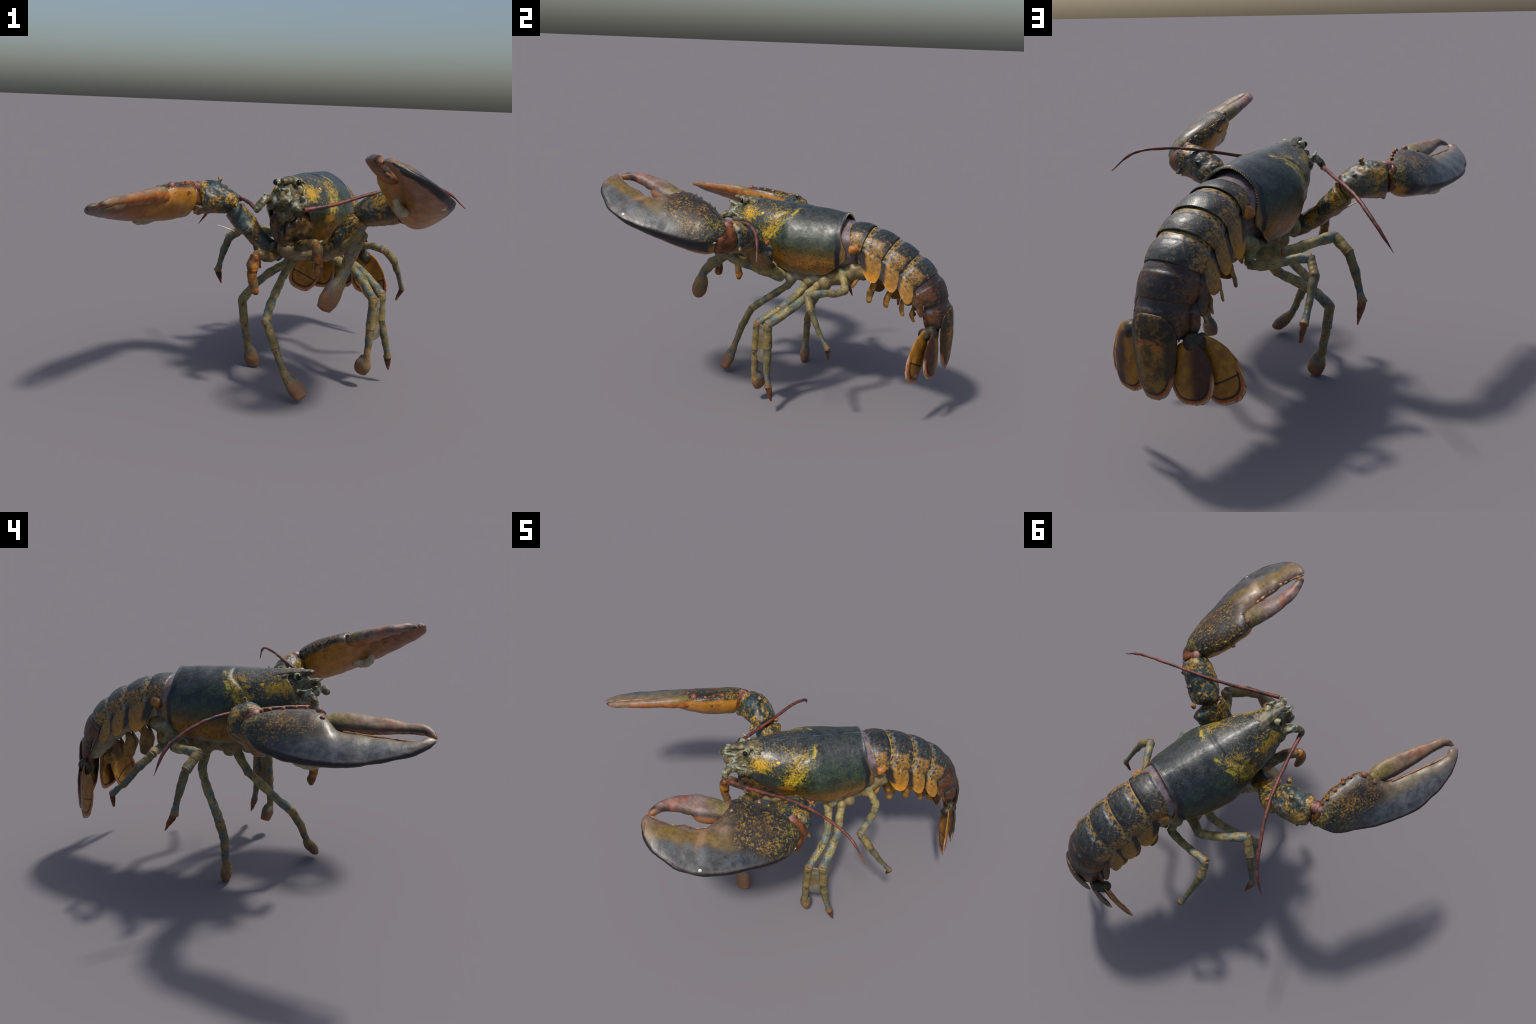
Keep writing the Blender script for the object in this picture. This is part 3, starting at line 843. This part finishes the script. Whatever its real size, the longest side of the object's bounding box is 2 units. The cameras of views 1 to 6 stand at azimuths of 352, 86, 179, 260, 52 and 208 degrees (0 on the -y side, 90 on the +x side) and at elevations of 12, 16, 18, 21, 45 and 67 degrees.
ANT = {1: [(.062, -.339, .981), (.214, -.289, 1.003), (.344, -.241, 1.033), (.475, -.203, 1.062), (.644, -.17, 1.083), (.815, -.15, 1.066), (.934, -.151, .978)],
       -1: [(-.14, -.219, .958), (-.153, -.064, .97), (-.172, .097, .971), (-.196, .229, .968), (-.244, .382, .937), (-.304, .528, .857), (-.373, .601, .749)]}
for q in (1, -1):
    if q > 0:
        ch = [(.20, .05, .99), (.235, .062, 1.005), (.268, .072, 1.005), (.287, .09, .986), (.283, .115, .981)]
    else:
        ch = [(.17, -.06, .995), (.205, -.075, 1.01), (.245, -.09, 1.005), (.275, -.108, .975), (.262, -.125, .957)]
    pd = [tube(ch, [(.022, .02), (.025, .022), (.021, .021), (.019, .019), (.011, .011)], nseg=16, cap=(.3, .5))]
    sc = (.234, .084, 1.048) if q > 0 else (.248, -.086, 1.046)
    pd.append(tube([(.165, q * .075, 1.005), (.20, q * .085, 1.022), (sc[0] + .005, q * .088, sc[2] - .004)], [(.022, .012), (.018, .010), (.005, .004)], ref=(0, -.3 * q, 1), cap=(.3, .8)))
    pd.append(ball((.155, q * .088, .99), (.03, .024, .03)))
    pe = make("antenna_base", join(pd), M_HEAD, parent=root, remesh=.0045, smooth_it=2, rough=[(.004, 40), (.002, 90)])
    c = np.array(ANT[q])
    k = np.linspace(0, 1, len(c))
    make("antenna", tube(c, pc(k, [0, .1, .3, .75, .93, 1], [.0115, .0105, .0085, .0072, .0068, .002]) if q > 0 else pc(k, [0, .1, .3, .75, .9, 1], [.0125, .011, .009, .0095, .009, .002]), nseg=10, nring=120, cap=(.3, 1)), M_ANT, M=BODY, parent=root, points_in="world", rough=[(.0022, 30)])

# mouth limbs (third maxillipeds)
for q, up_, dn in ((-1, [(.0, .0, .74), (-.05, -.124, .715), (-.11, -.185, .735), (-.143, -.205, .742)], [(-.138, -.207, .748), (-.152, -.215, .68), (-.150, -.214, .62), (-.133, -.208, .565), (-.129, -.206, .538)]),
                   (1, [(.07, -.10, .765), (.10, -.22, .79), (.128, -.30, .812), (.138, -.33, .815)], [(.138, -.332, .825), (.141, -.338, .78), (.147, -.335, .73), (.146, -.338, .69), (.145, -.340, .655)])):
    a_ = make("mouth_limb", tube(up_, [(.036, .03), (.033, .028), (.03, .027), (.026, .026)], cap=(.3, .8)), M_MXA, M=BODY, parent=root, points_in="world", rough=[(.006, 30)])
    make("mouth_limb_tip", tube(dn, [(.024, .025), (.029, .027), (.025, .023), (.022, .018), (.010, .009)] if q < 0 else [(.020, .022), (.025, .024), (.021, .019), (.023, .02), (.015, .014)], cap=(.5, .9)), M_MXB, M=BODY, parent=a_, points_in="world", rough=[(.006, 30), (.002, 80)])


# --------------------------------------------------------------- claws
def claw_loft(us, vin, vout, win, wout, td, tv, sharp, n=44, pup=.95, skew=.50):
    """flattened shell.  For each u: from the inner edge (vin, win) over the
    upper face to the outer edge (vout, wout) and back underneath."""
    P = []
    th = np.linspace(0, 2 * math.pi, n, endpoint=False)
    for u in us:
        a, b = vin(u), vout(u); wi, wo = win(u), wout(u)
        c, h = (a + b) / 2, (b - a) / 2
        x = np.cos(th)          # -1 inner, +1 outer
        s = np.sin(th)
        f = (x + 1) / 2
        # blade side thins out, inner side stays round
        prof = np.abs(s) ** np.where(s > 0, pup, .85) * (1 - sharp(u) * np.where(s > 0, 1, .75) * f ** 1.5) * np.where(s > 0, 1, 1 + skew * x)
        w = wi + (wo - wi) * f + np.where(s > 0, td(u), -tv(u)) * prof
        P.append(np.stack([np.full(n, u), c + h * x, w], 1))
    return loft(np.array(P))


def pcf(xs, ys): return lambda u: float(pc(u, xs, ys))


CP = frame(np.array([-.5279, -.7819, .3315]), np.array([.6878, -.6226, -.3733]), np.array([.4983, .0310, .8665]), (.6547, -.3551, .9941))
CN = frame(np.array([-.4953, -.8683, .0284]), np.array([.7376, -.4030, .5418]), np.array([-.4590, .2893, .8400]), (-.4964, .1939, .9594))
for M_ in (CP, CN):  # orthonormalise
    q_, r_ = np.linalg.qr(M_[:3, :3]); M_[:3, :3] = q_ * np.sign(np.diag(r_))

us = np.unique(np.r_[np.linspace(-.03, .757, 110), -.03 + .03 * (1 - np.cos(np.linspace(0, 1.5, 8))), .757 - .03 * (1 - np.cos(np.linspace(0, 1.5, 10)))])
OXP = [0, .032, .112, .23, .383, .478, .555, .634, .702, .737, .757]
OVP = [0, .050, .102, .153, .205, .218, .208, .173, .130, .084, .018]
palmP = claw_loft(us,
    pcf([-.03, -.012, .03, .086, .151, .214, .305, .345, .375, .41, .455, .5, .56, .61, .66, .70, .74, .757], [-.05, -.085, -.122, -.152, -.180, -.190, -.192, -.180, -.135, -.070, -.018, -.010, -.014, -.006, -.016, -.026, -.034, -.012]),
    pcf([-.03, -.01] + OXP, [-.03, -.012] + OVP),
    pcf([-.03, .1, .25, .4, .5, .757], [.0, .012, .012, .01, .012, .016]), pcf([-.03, 0, .1, .25, .47, .65, .757], [-.01, -.004, .008, .022, .036, .032, .02]),
    pcf([-.03, -.015, .03, .12, .25, .36, .45, .55, .68, .74, .757], [.008, .035, .060, .080, .082, .074, .056, .042, .034, .024, .004]),
    pcf([-.03, -.015, .03, .09, .2, .3, .4, .5, .65, .74, .757], [.012, .058, .110, .145, .153, .142, .110, .080, .050, .026, .004]),
    pcf([-.03, 0, .1, .5, .757], [.0, .3, .55, .7, .5]))
cp = make("claw", palmP, mat_claw_full(1, OXP, OVP), M=CP, parent=root, rough=[(.004, 14), (.0012, 60)])


def bar(outer, inner, w0, td, tv, n=28, k=60, rnd=.03, M=None):
    """finger: sections between an outer and an inner edge line"""
    O, I = catmull(np.array(outer), k), catmull(np.array(inner), k)
    th = np.linspace(0, 2 * math.pi, n, endpoint=False)
    P = []
    for i in range(k):
        t = i / (k - 1)
        e = math.sqrt(max(1 - max(0, (t - (1 - rnd * 2)) / (rnd * 2)) ** 2, .004)) * math.sqrt(max(1 - max(0, (rnd - t) / rnd) ** 2, .004))
        c, h = (O[i] + I[i]) / 2, (O[i] - I[i]) / 2 * e
        s = np.sin(th); x = np.cos(th)
        w = w0(t) + np.where(s > 0, td(t), -tv(t)) * np.abs(s) ** .9 * e
        P.append(np.column_stack([c[0] + h[0] * x, c[1] + h[1] * x, w]))
    return loft(np.array(P))


def teeth(line, w, sizes, n):
    """uneven row of worn teeth fused on a low ridge"""
    L = catmull(np.array(line), n)
    parts = [tube(np.column_stack([L, np.full(n, w)]), [.006] * n, nseg=10, nring=40, cap=(.3, .3))]
    for k, p in enumerate(L):
        r = sizes[k % len(sizes)] * (.8 + .4 * rng.random())
        parts.append(ball((p[0] + rng.uniform(-.003, .003), p[1], w + rng.uniform(-.003, .003)), (r, r * rng.uniform(.7, 1.1), r * rng.uniform(.6, .95)), nu=10, nv=8))
    return join(parts)


dP = bar([(.345, -.165), (.385, -.168), (.418, -.176), (.506, -.181), (.594, -.159), (.657, -.134), (.70, -.102), (.726, -.066), (.732, -.038)],
         [(.355, -.085), (.40, -.060), (.440, -.044), (.490, -.048), (.535, -.072), (.60, -.078), (.655, -.070), (.695, -.045), (.722, -.030)],
         pcf([0, .3, .7, 1], [.006, .004, .0, .004]), pcf([0, .15, .5, .85, 1], [.052, .050, .040, .030, .012]), pcf([0, .15, .5, .85, 1], [.030, .026, .016, .010, .004]))
dpo = make("claw_finger", dP, mat_dactyl(1), M=CP, parent=cp, rough=[(.004, 20), (.0012, 60)])
make("claw_tooth", teeth([(.455, -.050), (.50, -.060), (.555, -.083), (.62, -.086), (.67, -.071), (.70, -.050)], .0, [.004, .005, .0035, .004, .010, .005, .0035, .004, .0035, .004], 22), M_TOOTH, M=CP, parent=dpo, kind="stuff", remesh=.003, smooth_it=2)
make("claw_tooth", teeth([(.455, -.014), (.50, -.006), (.56, -.010), (.61, .000), (.66, -.010), (.71, -.028), (.738, -.034)], .014, [.012, .008, .014, .006, .005, .010, .012, .006, .007], 18), M_TOOTHB, M=CP, parent=cp, kind="stuff", remesh=.003, smooth_it=2)
parts = []
for u_, v_, w_, r_ in ((.262, -.186, .025, .013), (.205, -.186, .022, .014), (.156, -.172, .026, .014), (.098, -.148, .028, .013), (.06, -.130, .028, .011), (.23, -.19, -.02, .011), (.30, -.192, .018, .010)):
    parts += [ball((u_, v_, w_), (r_, r_ * .7, r_ * .8), nu=12, nv=9), spike((u_, v_, w_), (u_ + .007, v_ - .013, w_ + .009), r_ * .85)]
make("claw_bump", join(parts), M_ARM, M=CP, parent=cp, rough=[(.003, 60)])
make("claw_knob", join([ball((.352, -.106, .060), (.018, .014, .012)), ball((.362, -.150, .034), (.018, .016, .014))]), M_KNOB, M=CP, parent=cp, rough=[(.002, 60)])
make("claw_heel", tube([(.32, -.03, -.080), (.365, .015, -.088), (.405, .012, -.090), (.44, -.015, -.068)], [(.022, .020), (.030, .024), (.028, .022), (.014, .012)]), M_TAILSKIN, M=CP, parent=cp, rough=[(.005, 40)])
make("claw_spine", spike((.02, .012, .0), (-.004, .002, .006), .007), M_SPIKEL, M=CP, parent=cp)

OXN = [0, .05, .146, .245, .341, .47, .60, .72, .80, .823]
OVN = [0, .052, .090, .122, .142, .152, .128, .082, .022, .0]
us = np.unique(np.r_[np.linspace(-.035, .826, 110), -.035 + .03 * (1 - np.cos(np.linspace(0, 1.5, 8))), .826 - .03 * (1 - np.cos(np.linspace(0, 1.5, 10)))])
palmN = claw_loft(us,
    pcf([-.035, -.015, .05, .11, .17, .246, .304, .345, .375, .41, .527, .62, .70, .755, .79, .826], [.06, .10, .130, .153, .164, .171, .164, .138, .095, .053, .036, .026, .016, .020, .040, .030]),
    lambda u: -float(pc(u, [-.035, -.015] + OXN[:-1] + [.826], [-.035, -.025] + OVN[:-1] + [-.014])),
    pcf([-.035, .1, .3, .45, .826], [-.006, -.010, -.010, -.004, .012]), pcf([-.035, 0, .15, .3, .5, .65, .826], [-.01, -.002, .0, .014, .034, .038, .020]),
    pcf([-.035, -.015, .03, .12, .25, .35, .45, .6, .75, .81, .826], [.008, .028, .048, .062, .062, .054, .040, .030, .024, .014, .004]),
    pcf([-.035, -.015, .03, .09, .2, .3, .42, .55, .7, .8, .826], [.012, .055, .105, .126, .126, .112, .085, .056, .036, .018, .004]),
    pcf([-.035, 0, .1, .5, .826], [.0, .3, .5, .65, .4]), pup=1.2, skew=.34)
cn = make("claw", palmN, mat_claw_full(-1, OXN, OVN), M=CN, parent=root, rough=[(.004, 14), (.0012, 60)])
dN = bar([(.325, .135), (.352, .140), (.378, .153), (.438, .159), (.55, .146), (.67, .128), (.76, .112), (.802, .088), (.828, .052)],
         [(.335, .075), (.365, .066), (.41, .058), (.5, .056), (.6, .060), (.67, .067), (.74, .070), (.785, .056), (.818, .034)],
         pcf([0, .3, .7, 1], [-.002, -.004, -.002, .002]), pcf([0, .15, .5, .85, 1], [.026, .026, .020, .014, .006]), pcf([0, .15, .5, .85, 1], [.05, .045, .032, .020, .008]))
dno = make("claw_finger", dN, mat_dactyl(-1), M=CN, parent=cn, rough=[(.004, 20), (.0012, 60)])
make("claw_tooth", teeth([(.45, .058), (.6, .063), (.7, .070), (.77, .066)], -.002, [.004, .003, .0045, .0035], 44), M_TOOTH, M=CN, parent=dno, kind="stuff", remesh=.0026, smooth_it=1)
make("claw_tooth", teeth([(.43, .044), (.53, .032), (.62, .024), (.70, .016), (.76, .018), (.79, .028)], .008, [.0045, .0035, .006, .004, .005], 44), M_TOOTH, M=CN, parent=cn, kind="stuff", remesh=.0026, smooth_it=1)
parts = []
for u_, v_, w_, r_ in ((.242, .168, .006, .010), (.195, .162, .008, .011), (.14, .150, .012, .011), (.083, .134, .018, .011), (.045, .125, .014, .010), (.21, .162, -.045, .009)):
    parts += [ball((u_, v_, w_), (r_, r_ * .7, r_ * .8), nu=12, nv=9), spike((u_, v_, w_), (u_ + .007, v_ + .012, w_ + .007), r_ * .85)]
make("claw_bump", join(parts), M_SPINE, M=CN, parent=cn, rough=[(.003, 60)])
make("claw_knob", join([ball((.335, .092, .032), (.014, .012, .011)), ball((.308, .146, .012), (.017, .018, .020))]), M_KNOB, M=CN, parent=cn, rough=[(.002, 60)])
make("claw_heel", tube([(.20, -.05, -.055), (.26, -.085, -.06), (.32, -.10, -.055), (.36, -.10, -.045)], [(.015, .015), (.022, .018), (.02, .016), (.01, .01)]), M_TAILSKIN, M=CN, parent=cn, rough=[(.004, 40)])


# claw arms ---------------------------------------------------------------
def arm_frame(a, b, up=(0, 0, 1)):
    x = unit(np.asarray(b) - np.asarray(a)); z = unit(np.asarray(up) - x * np.dot(up, x)); return frame(x, np.cross(z, x), z, a)


def arm(par, mer, mer_r, car_, car_r, knob, spines, refm, refc, skin, skin_r):
    A = make("claw_upper_arm", tube(mer, mer_r, ref=refm, nseg=28, nring=46, cap=(.3, .25), expo=2.3), M_ARM, M=arm_frame(mer[0], mer[-1]), parent=par, points_in="world", rough=[(.007, 18), (.003, 50)])
    C_ = make("claw_wrist", join([tube(car_, car_r, ref=refc, nseg=28, nring=46, cap=(.45, .35), expo=2.3)] + [spike(*s_) for s_ in spines[0]]), M_ARM, M=arm_frame(car_[0], car_[-1]), parent=par, points_in="world", remesh=.005, smooth_it=1, rough=[(.006, 20), (.003, 55)])
    make("joint_skin", tube(skin, skin_r, ref=refc, nseg=20, nring=20, cap=(.3, .3)), M_MEMB, M=BODY, parent=par, points_in="world", rough=[(.004, 40)])
    for k_ in knob:
        make("joint_knob", ball(*k_), M_KNOB, M=BODY, parent=C_, points_in="world", rough=[(.002, 50)])
    for s_ in spines[1]:
        make("arm_spine", spike(*s_), M_SPINE, M=BODY, parent=A, points_in="world")


zr = (0, 0, 1)
arm(cp, [(.17, .01, .69), (.235, -.05, .728), (.293, -.098, .784), (.348, -.116, .852), (.402, -.124, .920)], [(.045, .040), (.056, .044), (.072, .049), (.092, .055), (.096, .052)],
    [(.40, -.12, .930), (.45, -.185, .963), (.50, -.235, .985), (.55, -.27, 1.0), (.575, -.29, 1.005)], [(.072, .058), (.082, .074), (.084, .082), (.076, .082), (.060, .072)],
    [(xf(np.eye(4), (.556, -.294, 1.060)), (.027, .036, .030))],
    ([((.585, -.225, .955), (.622, -.226, .942), .014), ((.58, -.235, 1.035), (.612, -.232, 1.052), .014), ((.575, -.205, .99), (.600, -.196, .992), .012), ((.50, -.14, 1.0), (.515, -.115, 1.03), .014), ((.41, -.19, 1.00), (.395, -.20, 1.025), .014), ((.56, -.28, .955), (.597, -.268, .918), .034), ((.52, -.29, .96), (.535, -.31, .922), .030)],
     [((.44, -.075, .94), (.458, -.063, .963), .014), ((.36, -.16, .93), (.345, -.17, .955), .013)]),
    (-.51, .45, .57), (.35, .1, .93),
    [(.545, -.27, 1.0), (.60, -.33, .985), (.63, -.37, .98)], [(.07, .075), (.062, .070), (.05, .05)])
arm(cn, [(.04, .02, .69), (-.04, .055, .735), (-.108, .090, .793), (-.168, .135, .860), (-.216, .156, .915)], [(.044, .040), (.046, .042), (.054, .046), (.074, .055), (.082, .056)],
    [(-.195, .150, .925), (-.25, .152, .950), (-.315, .155, .968), (-.375, .150, .970), (-.415, .145, .970)], [(.068, .048), (.082, .064), (.087, .082), (.082, .084), (.062, .076)],
    [((-.412, .133, 1.026), (.044, .030, .028))],
    ([((-.355, .215, .945), (-.373, .240, .928), .015), ((-.355, .19, 1.015), (-.379, .208, 1.030), .015), ((-.315, .215, .975), (-.330, .238, .979), .013), ((-.22, .06, .955), (-.212, .02, .942), .016), ((-.28, .155, 1.055), (-.30, .165, 1.076), .014), ((-.25, .20, 1.0), (-.255, .225, 1.01), .012), ((-.385, .15, .92), (-.405, .15, .872), .036), ((-.40, .10, .93), (-.425, .09, .885), .030)],
     [((-.18, .185, .955), (-.165, .207, .970), .014)]),
    (-.3, .2, .93), (-.3, .3, .9),
    [(-.40, .145, .975), (-.45, .13, .965), (-.48, .12, .96)], [(.066, .075), (.058, .066), (.045, .05)])
make("arm_spine", spike((-.215, .068, .806), (-.305, .044, .842), .0035), M_SPIKEL, M=BODY, parent=cn, points_in="world")


# --------------------------------------------------------------- legs
def seg_frame(a, b):
    R_ = aim(np.asarray(b, float) - np.asarray(a, float), (0.2, .3, .9))
    return frame(R_[:, 0], R_[:, 1], R_[:, 2], a)


def leg(pts, rad, kind, ref):
    """pts: joints from hip to tip.  Pieces: thigh (hip..knee), knee piece,
    shank, then a claw tip if the leg has one."""
    par = None
    mats = [LEG_A, LEG_A, LEG_B, LEG_C if kind == "paddle" else LEG_D, LEG_TIP]
    names = ["walking_leg", "leg_thigh", "leg_knee", "leg_shank", "leg_claw"]
    for i in range(len(pts) - 1):
        chain = [np.asarray(p, float) for p in pts[i]] if isinstance(pts[i], list) else None
        a, b = (chain[0], chain[-1])
        nrm = rad[i]
        d = unit(chain[-1] - chain[-2]); d0 = unit(chain[1] - chain[0])
        r0 = np.atleast_1d(nrm[0]).mean(); r1 = np.atleast_1d(nrm[-1]).mean()
        ch = [chain[0] - d0 * r0 * .35] + chain[1:-1] + [chain[-1] + d * r1 * .35]
        RR = [(q, q) if np.isscalar(q) else q for q in nrm]
        ob = make(names[i], tube(ch, RR, ref=ref, nseg=18, nring=34, cap=(.25, .3), expo=2.2), mats[i], M=seg_frame(a, b), parent=par or root, points_in="world", rough=[(.0045, 24), (.002, 70)])
        par = par or ob
    return par


def mid(a, b, f=.5, off=(0, 0, 0)):
    a, b = np.asarray(a, float), np.asarray(b, float)
    return a + (b - a) * f + np.asarray(off)


def build_leg(hip, a, knee, carp, end, r, paddle=None, claw=None, ref=(0, 0, 1), thigh_mid=None, shank_mid=None):
    """hip -> a (hip piece) -> knee (thigh) -> carp (knee piece) -> end (shank)"""
    P = [[hip, mid(hip, a), a], [a] + (thigh_mid or [mid(a, knee, .35), mid(a, knee, .7)]) + [knee], [knee, mid(knee, carp), carp]]
    R = [[r * 1.35, r * 1.1, r * 1.02], [r * .97] + [r * .98] * (len(P[1]) - 2) + [r * 1.03], [r * 1.0, r * .97, r * 1.02]]
    sm = np.asarray(shank_mid, float) if shank_mid is not None else mid(carp, end, .4)
    if paddle:
        P.append([carp, sm, mid(sm, end, .35), mid(sm, end, .70), end])
        w_, t_ = paddle
        R.append([(r * .92, r * .92), (r * .84, r * .8), (w_ * .8, t_ * .85), (w_, t_), (w_ * .75, t_ * .75)])
    else:
        rr = claw["r"]
        P.append([carp, sm, mid(sm, end, .6), end])
        R.append([r * .92, rr * 1.15, rr, rr * 1.3])
        P.append([end, mid(end, claw["tip"], .5), claw["tip"]])
        R.append([rr * 1.15, rr * .85, .004])
    P.append(None)
    return leg(P, R, "paddle" if paddle else "claw", ref)


vdir = np.array([.35, .5, .0])
# side of the crusher claw
build_leg((.262, .03, .70), (.318, -.10, .752), (.366, -.278, .860), (.287, -.381, .772), (.156, -.459, .542), .030, paddle=(.046, .043), ref=(.5, -.3, .5), thigh_mid=[(.320, -.16, .780), (.350, -.245, .820)], shank_mid=(.247, -.426, .700))
build_leg((.284, .194, .697), (.355, .154, .645), (.499, -.112, .488), (.493, -.119, .334), (.467, -.086, .090), .0235, paddle=(.044, .031), ref=(.6, .6, 0), thigh_mid=[(.452, .050, .587)], shank_mid=(.487, -.120, .195))
build_leg((.334, .269, .705), (.387, .220, .664), (.557, -.059, .503), (.563, -.056, .368), (.622, -.047, .155), .0245, claw={"r": .0165, "tip": (.640, -.030, .075)}, ref=(.6, .6, 0), thigh_mid=[(.490, .090, .587)], shank_mid=(.599, -.057, .248))
build_leg((.43, .360, .789), (.512, .372, .698), (.620, .144, .701), (.688, .159, .638), (.777, .248, .455), .0205, claw={"r": .0125, "tip": (.752, .260, .387)}, ref=(0, 0, 1), thigh_mid=[(.543, .327, .690), (.588, .233, .702)], shank_mid=(.734, .200, .543))
# side of the cutter claw
build_leg((.152, .155, .702), (.055, .085, .562), (-.057, -.122, .372), (-.015, -.189, .254), (.108, -.293, .036), .0225, paddle=(.046, .028), ref=(-.26, .65, -.57), thigh_mid=[(.020, .030, .510), (-.029, -.048, .437)], shank_mid=(.024, -.228, .148))
build_leg((.186, .292, .664), (.112, .327, .581), (-.136, .272, .381), (-.123, .248, .263), (-.061, .235, .012), .0235, paddle=(.043, .028), ref=(.5, .85, 0), thigh_mid=[(.012, .317, .521), (-.074, .295, .452)], shank_mid=(-.102, .243, .139))
build_leg((.193, .401, .70), (.095, .469, .722), (-.145, .370, .762), (-.204, .437, .702), (-.256, .510, .497), .0245, claw={"r": .0165, "tip": (-.231, .556, .407)}, ref=(0, 0, 1), thigh_mid=[(.024, .450, .735), (-.064, .416, .754)], shank_mid=(-.234, .478, .600))
build_leg((.23, .468, .76), (.240, .523, .690), (-.023, .588, .732), (-.033, .658, .676), (.020, .802, .523), .0215, claw={"r": .0145, "tip": (.037, .800, .442)}, ref=(0, 0, 1), thigh_mid=[(.157, .550, .692), (.051, .573, .724)], shank_mid=(-.007, .730, .588))
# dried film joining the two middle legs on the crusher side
make("leg_film", tube([(.528, -.087, .490), (.528, -.088, .42), (.528, -.089, .36), (.534, -.088, .31), (.538, -.086, .265)], [(.036, .007), (.040, .006), (.042, .005), (.048, .0045), (.03, .004)], ref=(-.64, .76, 0), nseg=20, nring=30, cap=(.3, .5), expo=2.6),
     mat_plain("dried_film", "5c5648", "7c766c", 26, .5, third="6a5a38"), M=BODY, parent=bpy.data.objects["walking_leg.001"], points_in="world", rough=[(.004, 30)])
